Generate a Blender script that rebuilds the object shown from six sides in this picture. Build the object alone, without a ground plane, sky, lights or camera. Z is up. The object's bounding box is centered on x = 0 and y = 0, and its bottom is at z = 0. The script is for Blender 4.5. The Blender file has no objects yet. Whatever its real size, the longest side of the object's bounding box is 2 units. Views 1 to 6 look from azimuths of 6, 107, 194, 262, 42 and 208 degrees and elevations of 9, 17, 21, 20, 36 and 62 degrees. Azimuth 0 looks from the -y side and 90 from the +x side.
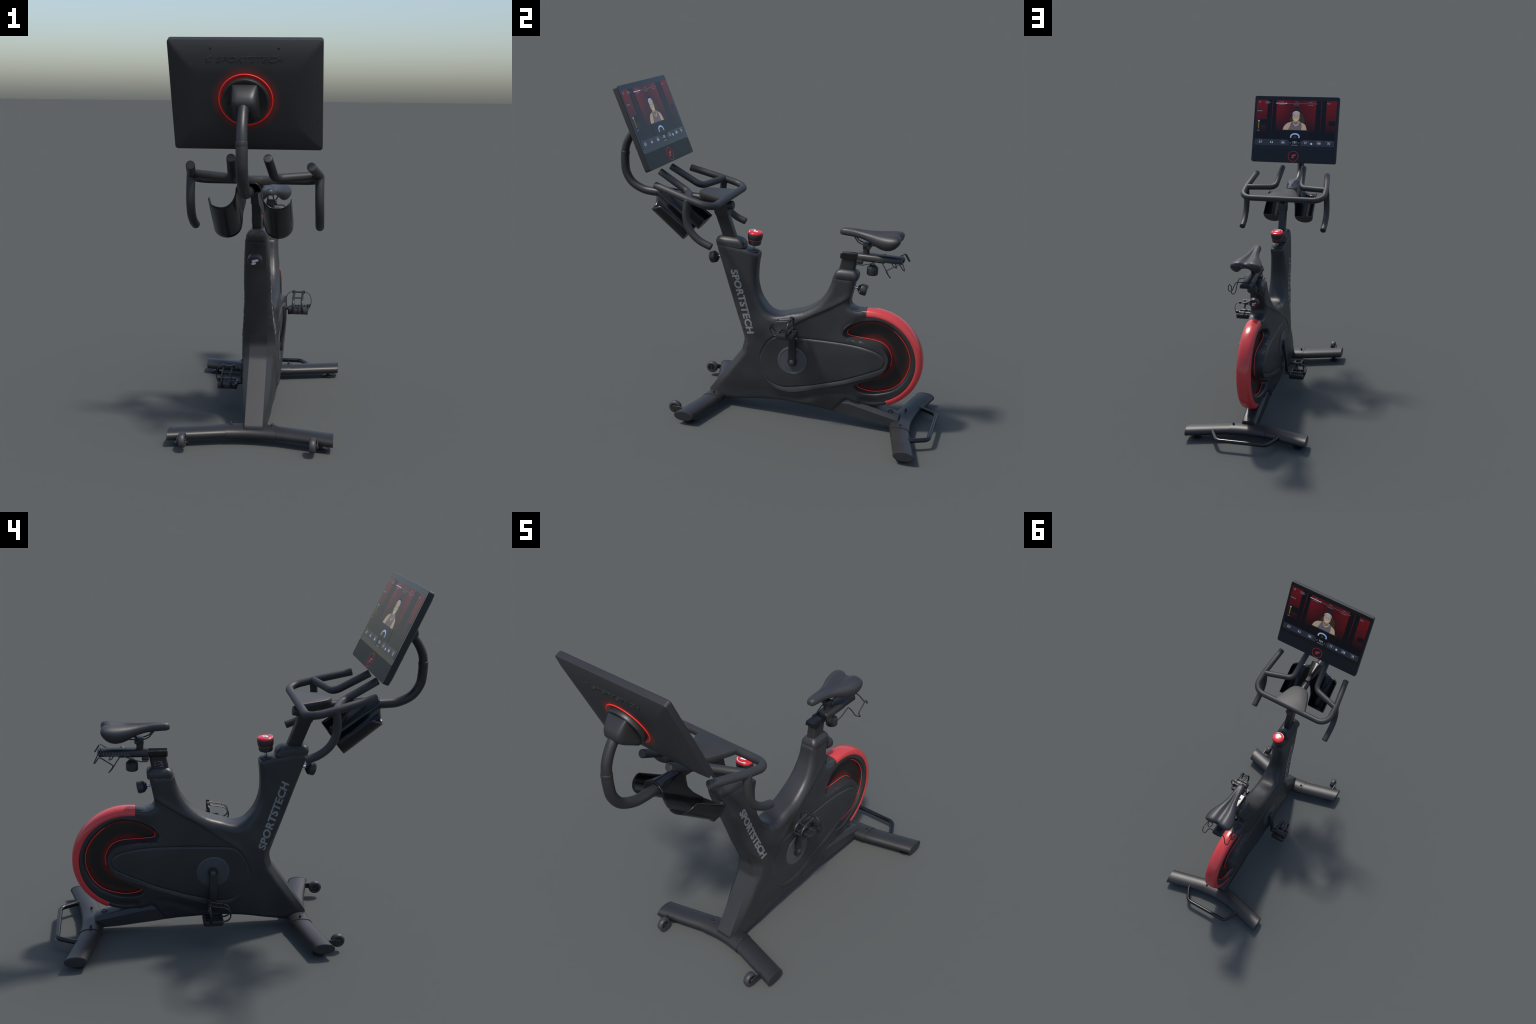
import bpy, bmesh, math, random
import numpy as np
from mathutils import Vector, Matrix
from mathutils.geometry import delaunay_2d_cdt

random.seed(7)
X0 = 0.0082          # middle plane of the shell (the fittings sit a few millimetres off it)

# ------------------------------------------------------------------ materials
def material(name, base, rough=0.5, metal=0.0, coat=0.0, coat_rough=0.1, emit=None, emit_strength=0.0,
             vary=0.12, grain=0.0, grain_scale=900.0, spec=0.5):
    m = bpy.data.materials.new(name); m.use_nodes = True
    nt = m.node_tree; b = nt.nodes["Principled BSDF"]
    b.inputs["Metallic"].default_value = metal
    b.inputs["Specular IOR Level"].default_value = spec
    b.inputs["Coat Weight"].default_value = coat
    b.inputs["Coat Roughness"].default_value = coat_rough
    tc = nt.nodes.new("ShaderNodeTexCoord")
    no = nt.nodes.new("ShaderNodeTexNoise"); no.inputs["Scale"].default_value = 9.0; no.inputs["Detail"].default_value = 4
    nt.links.new(tc.outputs["Object"], no.inputs["Vector"])
    cr = nt.nodes.new("ShaderNodeValToRGB")
    cr.color_ramp.elements[0].position = 0.3; cr.color_ramp.elements[1].position = 0.7
    cr.color_ramp.elements[0].color = (*[c * (1 - vary) for c in base], 1)
    cr.color_ramp.elements[1].color = (*[min(1, c * (1 + vary)) for c in base], 1)
    nt.links.new(no.outputs["Fac"], cr.inputs["Fac"])
    nt.links.new(cr.outputs["Color"], b.inputs["Base Color"])
    mr = nt.nodes.new("ShaderNodeMapRange")
    mr.inputs["To Min"].default_value = max(0.02, rough - 0.03); mr.inputs["To Max"].default_value = min(1, rough + 0.03)
    nt.links.new(no.outputs["Fac"], mr.inputs["Value"]); nt.links.new(mr.outputs["Result"], b.inputs["Roughness"])
    if grain > 0:
        g = nt.nodes.new("ShaderNodeTexNoise"); g.inputs["Scale"].default_value = grain_scale
        nt.links.new(tc.outputs["Object"], g.inputs["Vector"])
        bp = nt.nodes.new("ShaderNodeBump"); bp.inputs["Strength"].default_value = grain; bp.inputs["Distance"].default_value = 0.0004
        nt.links.new(g.outputs["Fac"], bp.inputs["Height"]); nt.links.new(bp.outputs["Normal"], b.inputs["Normal"])
    if emit:
        b.inputs["Emission Color"].default_value = (*emit, 1); b.inputs["Emission Strength"].default_value = emit_strength
    return m

M = {}
M["shell"] = material("satin_black_shell", (0.0255, 0.0255, 0.027), 0.42, grain=0.1)
M["bar"] = material("black_rubber_grip", (0.026, 0.026, 0.027), 0.52, grain=0.15)
M["steel"] = material("black_powder_steel", (0.020, 0.020, 0.021), 0.42, grain=0.12)
M["post"] = material("black_painted_post", (0.014, 0.014, 0.015), 0.38)
M["plastic"] = material("black_plastic", (0.022, 0.022, 0.024), 0.42)
M["gloss"] = material("gloss_black_sheet", (0.006, 0.006, 0.007), 0.21, vary=0.05, spec=0.5)
M["wire"] = material("black_wire", (0.012, 0.012, 0.013), 0.35)
M["saddle"] = material("saddle_vinyl", (0.027, 0.027, 0.030), 0.46, grain=0.2)
M["monitor"] = material("display_housing", (0.022, 0.022, 0.024), 0.55, grain=0.1)
M["disc"] = material("grey_crank_disc", (0.055, 0.059, 0.066), 0.38)
M["dark"] = material("dark_recess", (0.006, 0.006, 0.006), 0.6)
M["letter"] = material("grey_lettering", (0.25, 0.255, 0.255), 0.36, metal=0.3)
M["mark"] = material("pale_mark", (0.50, 0.50, 0.54), 0.4)
M["scale"] = material("pale_scale_print", (0.30, 0.30, 0.32), 0.5)
M["red"] = material("red_fender_gloss", (0.52, 0.050, 0.052), 0.20, vary=0.04, emit=(0.6, 0.02, 0.02), emit_strength=0.03)
M["led"] = material("red_light_strip", (0.70, 0.03, 0.02), 0.3, vary=0.02, emit=(1.0, 0.05, 0.03), emit_strength=0.12)
M["led_shadow_dark"] = material("strip_darkened_for_shadow", (0.16, 0.010, 0.008), 0.35, vary=0.02, emit=(1.0, 0.05, 0.03), emit_strength=0.012)  # same strip in darker red, for stretches seen in shadow
M["ring_red"] = material("deep_red_ring", (0.26, 0.012, 0.012), 0.35, vary=0.02, emit=(0.8, 0.03, 0.03), emit_strength=0.02)
M["redcap"] = material("red_dial_cap", (0.62, 0.02, 0.03), 0.22, vary=0.03)
M["white"] = material("white_print", (0.80, 0.80, 0.84), 0.3, vary=0.02)
M["chrome"] = material("bright_steel", (0.55, 0.55, 0.57), 0.18, metal=1.0)
M["tyre"] = material("grey_caster_tyre", (0.035, 0.035, 0.038), 0.45)
M["pedal"] = material("pedal_black", (0.016, 0.016, 0.017), 0.4)

# ------------------------------------------------------------------ object helpers
def empty(name, loc, parent=None):
    o = bpy.data.objects.new(name, None); bpy.context.collection.objects.link(o)
    o.location = loc
    if parent: o.parent = parent; o.matrix_parent_inverse = parent.matrix_world.inverted()
    return o

bike = empty("exercise_bike", (0, 0, 0))
bike["label"] = "black indoor cycling bike with touchscreen and red flywheel cover"
bike["category"] = "exercise bike"

def new_obj(name, verts, faces, mat, parent=bike, smooth=True, angle=40):
    me = bpy.data.meshes.new(name)
    me.from_pydata([tuple(map(float, v)) for v in verts], [], [tuple(map(int, f)) for f in faces])
    bm = bmesh.new(); bm.from_mesh(me)
    bmesh.ops.remove_doubles(bm, verts=bm.verts, dist=1e-6)
    bmesh.ops.recalc_face_normals(bm, faces=bm.faces)
    bm.to_mesh(me); bm.free()
    return finish(name, me, mat, parent, smooth, angle)

def finish(name, me, mat, parent=bike, smooth=True, angle=40):
    o = bpy.data.objects.new(name, me); bpy.context.collection.objects.link(o)
    o.data.materials.append(M[mat] if isinstance(mat, str) else mat)
    if smooth:
        me.shade_smooth(); me.set_sharp_from_angle(angle=math.radians(angle))
    o.parent = parent
    return o

class Geo:
    """accumulates several pieces into one mesh"""
    def __init__(s): s.v = []; s.f = []
    def add(s, vf):
        n = len(s.v); s.v += [tuple(map(float, p)) for p in vf[0]]; s.f += [tuple(int(i) + n for i in f) for f in vf[1]]
        return s
    def obj(s, name, mat, parent=bike, **k): return new_obj(name, s.v, s.f, mat, parent, **k)

def xf(vf, mat4):
    return [mat4 @ Vector(p) for p in vf[0]], vf[1]

def frame_from_axis(loc, axis, up=(0, 0, 1)):
    z = Vector(axis).normalized(); u = Vector(up)
    if abs(z.dot(u.normalized())) > 0.98: u = Vector((0, 1, 0))
    x = u.cross(z).normalized(); y = z.cross(x)
    m = Matrix((x, y, z)).transposed().to_4x4(); m.translation = Vector(loc)
    return m

def fillet(pts, r, n=8):
    pts = [np.array(p, float) for p in pts]; rs = r if hasattr(r, "__len__") else [r] * len(pts)
    out = [pts[0]]
    for i in range(1, len(pts) - 1):
        a, b, c = pts[i - 1], pts[i], pts[i + 1]
        u = a - b; w = c - b; lu, lw = np.linalg.norm(u), np.linalg.norm(w); u /= lu; w /= lw
        ang = math.acos(np.clip(u @ w, -1, 1))
        if ang > 3.1 or rs[i] <= 0: out.append(b); continue
        t = min(rs[i] / math.tan(ang / 2), lu * 0.49, lw * 0.49); rr = t * math.tan(ang / 2)
        bis = (u + w); bis /= np.linalg.norm(bis); cen = b + bis * rr / math.sin(ang / 2)
        p0 = b + u * t - cen; p1 = b + w * t - cen; tot = math.pi - ang
        for k in range(n + 1):
            s = k / n
            out.append(cen + (math.sin((1 - s) * tot) * p0 + math.sin(s * tot) * p1) / math.sin(tot))
    out.append(pts[-1]); return out

def spline(pts, per=8):
    P = [np.array(p, float) for p in pts]; P = [2 * P[0] - P[1]] + P + [2 * P[-1] - P[-2]]; out = []
    for i in range(1, len(P) - 2):
        for k in range(per):
            t = k / per; a, b, c, d = P[i - 1:i + 3]
            out.append(0.5 * (2 * b + (c - a) * t + (2 * a - 5 * b + 4 * c - d) * t * t + (3 * b - a - 3 * c + d) * t ** 3))
    out.append(P[-2]); return out

def sweep(path, r, n=20, caps=True, round_cap=0.0, ry=None, up=(1, 0, 0)):
    """tube along a path; r number or list; optional second radius ry gives an oval"""
    P = [np.array(p, float) for p in path]; m = len(P)
    R = list(r) if hasattr(r, "__len__") else [r] * m
    if round_cap > 0:
        def cap(p, d, rad):
            return [(p + d * (round_cap * math.sin(a)), rad - round_cap * (1 - math.cos(a))) for a in (0.0, 0.5, 0.9, 1.25, math.pi / 2)]
        d0 = P[0] - P[1]; d0 /= np.linalg.norm(d0); d1 = P[-1] - P[-2]; d1 /= np.linalg.norm(d1)
        s = cap(P[0] - d0 * round_cap, d0, R[0])[::-1]; e = cap(P[-1] - d1 * round_cap, d1, R[-1])
        P = [q[0] for q in s] + P[1:-1] + [q[0] for q in e]; R = [q[1] for q in s] + R[1:-1] + [q[1] for q in e]; m = len(P)
    T = []
    for i in range(m):
        d = P[min(i + 1, m - 1)] - P[max(i - 1, 0)]; T.append(d / (np.linalg.norm(d) + 1e-12))
    nrm = np.array(up, float); nrm -= T[0] * (nrm @ T[0])
    if np.linalg.norm(nrm) < 1e-3: nrm = np.array((0, 0, 1.0)); nrm -= T[0] * (nrm @ T[0])
    nrm /= np.linalg.norm(nrm); V = []; F = []
    for i in range(m):
        nrm = nrm - T[i] * (nrm @ T[i]); nrm /= np.linalg.norm(nrm); bi = np.cross(T[i], nrm)
        for k in range(n):
            a = 2 * math.pi * k / n
            V.append(P[i] + nrm * math.cos(a) * R[i] + bi * math.sin(a) * (R[i] if ry is None else ry * R[i] / R[len(R)//2]))
    for i in range(m - 1):
        for k in range(n):
            F.append((i * n + k, i * n + (k + 1) % n, (i + 1) * n + (k + 1) % n, (i + 1) * n + k))
    if caps: F.append(tuple(range(n))[::-1]); F.append(tuple(range((m - 1) * n, m * n)))
    return V, F

def lathe(profile, n=40, caps=True):
    """profile: (radius, height) about local z"""
    V = []; F = []; m = len(profile)
    for r, h in profile:
        for k in range(n):
            a = 2 * math.pi * k / n; V.append((r * math.cos(a), r * math.sin(a), h))
    for i in range(m - 1):
        for k in range(n):
            F.append((i * n + k, i * n + (k + 1) % n, (i + 1) * n + (k + 1) % n, (i + 1) * n + k))
    if caps:
        F.append(tuple(range(n))[::-1]); F.append(tuple(range((m - 1) * n, m * n)))
    return V, F

def loft(sections, caps=True, closed=True):
    n = len(sections[0]); V = [p for s in sections for p in s]; F = []
    for i in range(len(sections) - 1):
        for k in range(n if closed else n - 1):
            F.append((i * n + k, i * n + (k + 1) % n, (i + 1) * n + (k + 1) % n, (i + 1) * n + k))
    if caps:
        F.append(tuple(range(n))[::-1]); F.append(tuple(range((len(sections) - 1) * n, len(sections) * n)))
    return V, F

def rrect(hx, hy, r, n=5, cx=0.0, cy=0.0):
    r = min(r, hx * 0.999, hy * 0.999); out = []
    for sx, sy, a0 in ((1, 1, 0), (-1, 1, 90), (-1, -1, 180), (1, -1, 270)):
        for k in range(n + 1):
            a = math.radians(a0 + 90 * k / n)
            out.append((cx + sx * (hx - r) + r * math.cos(a), cy + sy * (hy - r) + r * math.sin(a)))
    return out

def rbox(hx, hy, hz, r=0.004, edge=0.002, cx=0, cy=0, z0=None):
    """rounded box: plan rounding r, top/bottom edge rounding; centred unless z0 given"""
    za, zb = (-hz, hz) if z0 is None else (z0, z0 + 2 * hz); S = []
    for z, e in ((za, edge), (za + 0.3 * edge, 0.3 * edge), (za + edge, 0), (zb - edge, 0), (zb - 0.3 * edge, 0.3 * edge), (zb, edge)):
        S.append([(x, y, z) for x, y in rrect(hx - e, hy - e, max(0.0005, r - e), cx=cx, cy=cy)])
    return loft(S)

def prism(poly, z0, z1, bevel=0.0):
    """extruded polygon (may be concave, CCW) with a small top/bottom bevel"""
    P = np.array(poly, float); m = len(P)
    area = 0.5 * np.sum(P[:, 0] * np.roll(P[:, 1], -1) - np.roll(P[:, 0], -1) * P[:, 1])
    if area < 0: P = P[::-1]
    d1 = P - np.roll(P, 1, 0); d2 = np.roll(P, -1, 0) - P
    n1 = np.c_[-d1[:, 1], d1[:, 0]]; n2 = np.c_[-d2[:, 1], d2[:, 0]]
    n1 /= np.linalg.norm(n1, axis=1)[:, None] + 1e-12; n2 /= np.linalg.norm(n2, axis=1)[:, None] + 1e-12
    nn = n1 + n2; nn /= np.maximum(0.5, np.linalg.norm(nn, axis=1))[:, None]
    levels = [(z0, 0), (z1, 0)] if bevel == 0 else [(z0, bevel), (z0 + bevel, 0), (z1 - bevel, 0), (z1, bevel)]
    return loft([[(x, y, z) for x, y in P + nn * e] for z, e in levels])

def pill(length, width, n=8, ang=0.0, c=(0, 0)):
    r = width / 2; L = length / 2 - r; pts = []
    for k in range(n + 1):
        a = -math.pi / 2 + math.pi * k / n; pts.append((L + r * math.cos(a), r * math.sin(a)))
    for k in range(n + 1):
        a = math.pi / 2 + math.pi * k / n; pts.append((-L + r * math.cos(a), r * math.sin(a)))
    ca, sa = math.cos(ang), math.sin(ang)
    return [(c[0] + x * ca - y * sa, c[1] + x * sa + y * ca) for x, y in pts]

def emblem(scale, z0, z1, bevel=0.0003):
    """the two slanted pills of the maker's mark, in local xy"""
    a = math.radians(14)
    g = Geo()
    g.add(prism(pill(0.52 * scale * 1.9, 0.20 * scale * 1.7, ang=a, c=(0.10 * scale, 0.20 * scale)), z0, z1, bevel))
    g.add(prism(pill(0.34 * scale * 1.9, 0.20 * scale * 1.7, ang=a, c=(-0.12 * scale, -0.24 * scale)), z0, z1, bevel))
    return g.v, g.f

def text_geo(body, size, depth, res=3, shear=0.0, space=1.0, bold=0.0):
    cu = bpy.data.curves.new("tmp_text", "FONT"); cu.body = body; cu.size = size; cu.extrude = depth / 2
    cu.resolution_u = res; cu.align_x = "CENTER"; cu.align_y = "CENTER"; cu.shear = shear; cu.space_character = space; cu.offset = bold
    o = bpy.data.objects.new("tmp_text", cu); bpy.context.collection.objects.link(o)
    dg = bpy.context.evaluated_depsgraph_get(); dg.update()
    me = bpy.data.meshes.new_from_object(o.evaluated_get(dg))
    V = [tuple(v.co) for v in me.vertices]; F = [tuple(p.vertices) for p in me.polygons]
    bpy.data.objects.remove(o); bpy.data.curves.remove(cu); bpy.data.meshes.remove(me)
    return V, F

# ------------------------------------------------------------------ FRAME SHELL
def smooth(t): t = np.clip(t, 0, 1); return t * t * (3 - 2 * t)

WHEEL = np.array((0.595, 0.442)); WR = 0.3025
def arc(c, r, a0, a1, n):
    return [(c[0] + r * math.cos(math.radians(a)), c[1] + r * math.sin(math.radians(a))) for a in np.linspace(a0, a1, n)]

BODY_R = 0.291
outline = [np.array(p) for p in (
    fillet([(-0.29, 1.030), (-0.362, 1.035), (-0.354, 1.000), (-0.172, 0.462), (-0.186, 0.393), (-0.388, 0.098), (-0.388, 0.072),
            (-0.285, 0.048)], [0, 0.006, 0.05, 0.06, 0.06, 0.008, 0.01, 0], 6)
    + spline([(-0.285, 0.048), (-0.17, 0.068), (-0.05, 0.09), (0.08, 0.104), (0.19, 0.102), (0.30, 0.094), (0.392, 0.083)], 3)[1:]
    + [np.array(p) for p in ((0.425, 0.125), (0.455, 0.162), (0.478, 0.178))]
    + [np.array(p) for p in arc(WHEEL, BODY_R, 246, 457, 60)]
    + spline([(0.53, 0.730), (0.49, 0.730), (0.463, 0.741), (0.451, 0.766), (0.457, 0.81), (0.480, 0.925)], 4)
    + spline([(0.40, 0.935), (0.350, 0.925), (0.336, 0.878), (0.312, 0.817), (0.262, 0.745), (0.177, 0.686), (0.09, 0.657), (0.05, 0.643),
              (0.013, 0.638), (-0.020, 0.646), (-0.047, 0.666), (-0.090, 0.726), (-0.114, 0.803), (-0.117, 0.88), (-0.110, 0.975), (-0.116, 0.996)], 4)
    + [np.array((-0.16, 1.008)), np.array((-0.205, 1.017))])]

def resample(poly, step):
    P = np.array(poly, float); out = []
    for a, b in zip(P, np.roll(P, -1, 0)):
        L = np.linalg.norm(b - a)
        if L < 1e-6: continue
        k = max(1, int(round(L / step)))
        for i in range(k): out.append(a + (b - a) * i / k)
    out = np.array(out); keep = [0]
    for i in range(1, len(out)):
        if np.linalg.norm(out[i] - out[keep[-1]]) > step * 0.45: keep.append(i)
    return out[keep]

def sdf(poly, Q):
    """signed distance, positive inside"""
    P = np.array(poly, float); A = P; B = np.roll(P, -1, 0); Q = np.atleast_2d(Q); out = np.empty(len(Q))
    for s in range(0, len(Q), 4000):
        q = Q[s:s + 4000]; ab = B - A; aq = q[:, None] - A[None]
        t = np.clip((aq * ab[None]).sum(2) / ((ab ** 2).sum(1)[None] + 1e-15), 0, 1)
        d = np.sqrt(((aq - t[..., None] * ab[None]) ** 2).sum(2)).min(1)
        c = ((A[None, :, 1] > q[:, None, 1]) != (B[None, :, 1] > q[:, None, 1])) & \
            (q[:, None, 0] < (B - A)[None, :, 0] * (q[:, None, 1] - A[None, :, 1]) / ((B - A)[None, :, 1] + 1e-15) + A[None, :, 0])
        out[s:s + 4000] = np.where(c.sum(1) % 2 == 1, d, -d)
    return out

OUT = resample(outline, 0.007)
# lower panel: bounded by the diagonal ridge, the round nose behind the crank cover and the belly ridge
panel = np.array(spline([(0.60, 0.94), (0.50, 0.843), (0.44, 0.795), (0.34, 0.730), (0.20, 0.647), (0.08, 0.563), (0.0, 0.503), (-0.048, 0.428), (-0.068, 0.352),
                         (-0.052, 0.272), (-0.008, 0.212), (0.051, 0.183), (0.146, 0.178), (0.26, 0.212), (0.375, 0.253), (0.544, 0.316), (0.664, 0.374), (0.698, 0.412), (0.712, 0.468),
                         (0.702, 0.515), (0.676, 0.545), (0.635, 0.561), (0.53, 0.562), (0.455, 0.562), (0.428, 0.578), (0.432, 0.615), (0.475, 0.655), (0.53, 0.70)], 5)
                 + [np.array(p) for p in ((0.57, 0.80),)])
cover = np.array(spline([(0.12, 0.521), (0.25, 0.526), (0.40, 0.529), (0.52, 0.526), (0.60, 0.517), (0.652, 0.501), (0.681, 0.474), (0.684, 0.442), (0.664, 0.413), (0.60, 0.378), (0.52, 0.340), (0.44, 0.303), (0.34, 0.268), (0.26, 0.242), (0.11, 0.204)], 5)[:-1]
                 + spline([(0.11, 0.204), (0.06, 0.208), (0.0, 0.233), (-0.046, 0.286), (-0.061, 0.352), (-0.038, 0.440), (0.012, 0.502), (0.07, 0.519), (0.12, 0.521)], 4)[1:-1])
cres_out = spline([(0.459, 0.5765), (0.4505, 0.588), (0.4560, 0.606), (0.478, 0.627), (0.53, 0.655), (0.59, 0.671), (0.64, 0.671), (0.69, 0.655), (0.745, 0.616), (0.797, 0.554), (0.825, 0.48), (0.820, 0.408),
                   (0.790, 0.338), (0.735, 0.280), (0.655, 0.249), (0.60, 0.243), (0.56, 0.248), (0.535, 0.256), (0.5275, 0.266)], 4)
cres_in = spline([(0.532, 0.2755), (0.565, 0.294), (0.605, 0.314), (0.68, 0.362), (0.714, 0.418), (0.719, 0.475), (0.688, 0.535), (0.633, 0.563), (0.54, 0.569), (0.475, 0.573)], 4)
crescent = np.array([p for p in cres_out] + [p for p in cres_in])

def ctrl(pts):
    A = np.array(pts, float)
    def f(Q, s=0.085):
        d2 = ((Q[:, None] - A[None, :, :2]) ** 2).sum(2); w = np.exp(-d2 / (2 * s * s)) + 1e-9 / (d2 + 1e-4)
        return (w * A[None, :, 2]).sum(1) / w.sum(1)
    return f
H_out = ctrl([(-0.30, 1.03, .047), (-0.12, 1.0, .038), (-0.20, 1.0, .047), (-0.31, 0.90, .056), (-0.22, 0.90, .055), (-0.13, 0.88, .043), (-0.24, 0.78, .060), (-0.12, 0.75, .050), (-0.27, 0.78, .062), (-0.19, 0.62, .068),
              (-0.09, 0.64, .058), (-0.14, 0.50, .078), (-0.05, 0.52, .080), (0.03, 0.58, .077), (0.03, 0.64, .064), (0.14, 0.66, .070), (0.25, 0.70, .066), (0.30, 0.76, .060),
              (0.38, 0.80, .051), (0.40, 0.93, .043), (0.46, 0.86, .043), (0.35, 0.88, .044), (0.47, 0.78, .050),
              (-0.10, 0.40, .087), (-0.20, 0.30, .076), (-0.12, 0.22, .084), (-0.28, 0.20, .068), (-0.38, 0.10, .052), (-0.28, 0.07, .060), (-0.10, 0.10, .066),
              (0.05, 0.11, .062), (0.20, 0.11, .062), (0.05, 0.17, .090), (0.14, 0.165, .090), (0.25, 0.195, .090), (0.36, 0.10, .058), (0.38, 0.235, .090), (0.46, 0.18, .060), (0.52, 0.28, .082), (0.52, 0.22, .060), (0.60, 0.30, .07),
              (0.50, 0.69, .052), (0.55, 0.71, .045), (0.60, 0.70, .046), (0.70, 0.69, .045), (0.78, 0.63, .045), (0.85, 0.55, .045), (0.87, 0.44, .045), (0.84, 0.32, .045), (0.74, 0.20, .045), (0.64, 0.17, .047), (0.58, 0.18, .050), (0.75, 0.45, .045)])
H_in = ctrl([(-0.05, 0.35, .087), (0.0, 0.45, .085), (0.10, 0.38, .086), (0.05, 0.22, .088), (0.20, 0.55, .080), (0.30, 0.40, .086), (0.30, 0.63, .071), (0.40, 0.70, .060),
             (0.45, 0.77, .048), (0.48, 0.67, .060), (0.25, 0.24, .089), (0.45, 0.45, .087), (0.45, 0.31, .089), (0.62, 0.45, .089), (0.40, 0.58, .078), (0.66, 0.40, .090), (0.70, 0.47, .090)])
def line_dist(L, Q):
    A = np.array(L[:-1]); B = np.array(L[1:]); ab = B - A; aq = Q[:, None] - A[None]
    t = np.clip((aq * ab[None]).sum(2) / ((ab ** 2).sum(1)[None] + 1e-15), 0, 1)
    return np.sqrt(((aq - t[..., None] * ab[None]) ** 2).sum(2)).min(1)
def half_width(Q, detail=True):
    Q = np.atleast_2d(Q)
    sp = sdf(panel, Q); ho = H_out(Q, 0.06); hi = H_in(Q)
    # the upper frame overhangs the lower panel along the ridge; at the belly they meet flush
    up = smooth((Q[:, 1] - 0.33) / 0.2) * smooth((0.50 - Q[:, 0]) / 0.06)
    h = hi + (ho - hi + 0.0065 * up) * smooth(0.5 - sp / (0.008 + 0.07 * smooth((Q[:, 0] - 0.41) / 0.04) * smooth((Q[:, 1] - 0.57) / 0.03)))
    h = h + 0.0045 * up * np.where(sp < 0, np.exp(-((sp + 0.004) / 0.020) ** 2), np.exp(-((sp + 0.004) / 0.006) ** 2))
    # belly: crisp ridge, then the flank falls away below it
    low = smooth((0.36 - Q[:, 1]) / 0.08) * smooth((Q[:, 0] + 0.03) / 0.10) * smooth((0.60 - Q[:, 0]) / 0.08)
    crest = np.where(sp < 0, 0.0905 - 0.42 * np.maximum(0, -sp), 0.0905 - 0.0045 * smooth(sp / 0.030))
    h = h + (np.minimum(crest, np.where(sp < 0, np.maximum(h, 0.045), 1)) - h) * low * smooth(1.6 - np.abs(sp) / 0.05)
    if detail:
        sc = sdf(cover, Q)
        h = h + 0.0022 * smooth(sc / 0.006 + 0.2) - 0.0030 * (0.4 + 0.6 * smooth((Q[:, 0] - 0.03) / 0.12)) * np.exp(-((sc + 0.002) / 0.0032) ** 2)
        cr = sdf(crescent, Q)
        din = line_dist(cres_in, Q); dout = line_dist(cres_out, Q)
        side = smooth(0.5 + (dout - din) / 0.02); near_in = side > 0.5      # 1 on the nose side, 0 on the rim side
        lead = 0.009 * side + 0.016 * (1 - side) + 0.006 * smooth((0.50 - Q[:, 0]) / 0.04)
        ramp = np.clip((cr + lead) / (lead - 0.001), 0, 1)
        h = h + (0.031 - h) * (ramp * side + smooth(ramp) * (1 - side))
        h = np.where(cr > 0.0002, 0.015, h)
        rr = np.hypot(*(Q - WHEEL).T); wheel_zone = smooth((Q[:, 0] - 0.56) / 0.03)
        wz = smooth((Q[:, 0] - 0.535) / 0.03) * smooth((rr - 0.235) / 0.02); h = h + (np.minimum(h, 0.0452) - h) * wz
        h = h - 0.002 * np.exp(-((rr - 0.266) / 0.003) ** 2) * wheel_zone
    return h

def body_points():
    pts = [OUT]; m = len(OUT)
    nx = np.roll(OUT, -1, 0) - np.roll(OUT, 1, 0); nin = np.c_[-nx[:, 1], nx[:, 0]]; nin /= np.linalg.norm(nin, axis=1)[:, None]
    if sdf(OUT, OUT[:1] + nin[:1] * 0.002)[0] < 0: nin = -nin
    soft = []
    for d in (0.0015, 0.004, 0.008, 0.013, 0.019, 0.026, 0.036): soft.append((OUT + nin * d, d * 0.7))
    for poly, step, offs in ((crescent, 0.0045, (-0.0225, -0.0165, -0.0130, -0.0095, -0.0070, -0.0045, -0.0020, 0.0005)), (cover, 0.006, (-0.009, -0.0045, -0.002, 0.001, 0.005, 0.010)), (panel, 0.007, (-0.022, -0.013, -0.0075, -0.0042, -0.0018, 0.001, 0.0042, 0.009))):
        P = resample(poly, step); t = np.roll(P, -1, 0) - np.roll(P, 1, 0); n = np.c_[-t[:, 1], t[:, 0]]; n /= np.linalg.norm(n, axis=1)[:, None] + 1e-12
        if sdf(P, P[5:6] + n[5:6] * 0.002)[0] < 0: n = -n
        for o in offs: soft.append((P + n * o, 0.0014 if poly is crescent else 0.0022))
    rows = soft[7:15]; soft = rows + soft[:7] + soft[15:]; nrows = len(rows)
    ring = np.concatenate([np.array(arc(WHEEL, r, -115, 100, 150)) for r in (0.261, 0.265, 0.268, 0.271, 0.275)])
    soft.append((ring, 0.0022))
    gy, gz = np.meshgrid(np.arange(-0.4, 0.92, 0.011), np.arange(0.03, 1.05, 0.011)); soft.append((np.c_[gy.ravel(), gz.ravel()], 0.006))
    cell = {}; res = list(map(tuple, OUT))
    def ok(p, r, cs=0.006):
        i, j = int(p[0] // cs), int(p[1] // cs)
        for a in (-1, 0, 1):
            for b in (-1, 0, 1):
                for q in cell.get((i + a, j + b), ()):
                    if (q[0] - p[0]) ** 2 + (q[1] - p[1]) ** 2 < r * r: return False
        return True
    def put(p, cs=0.006): cell.setdefault((int(p[0] // cs), int(p[1] // cs)), []).append(p)
    for p in res: put(p)
    for si, (P, r) in enumerate(soft):
        d = sdf(OUT, P); cw = sdf(crescent, P); gone = (cw > -0.012) & (cw < 0.003) if si >= nrows else np.zeros(len(P), bool)
        for p, dd, gn in zip(P, d, gone):
            if gn: continue
            if dd > 0.001 and dd > r * 0.6 and ok(p, r): put(tuple(p)); res.append(tuple(p))
    return np.array(res), m

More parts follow.
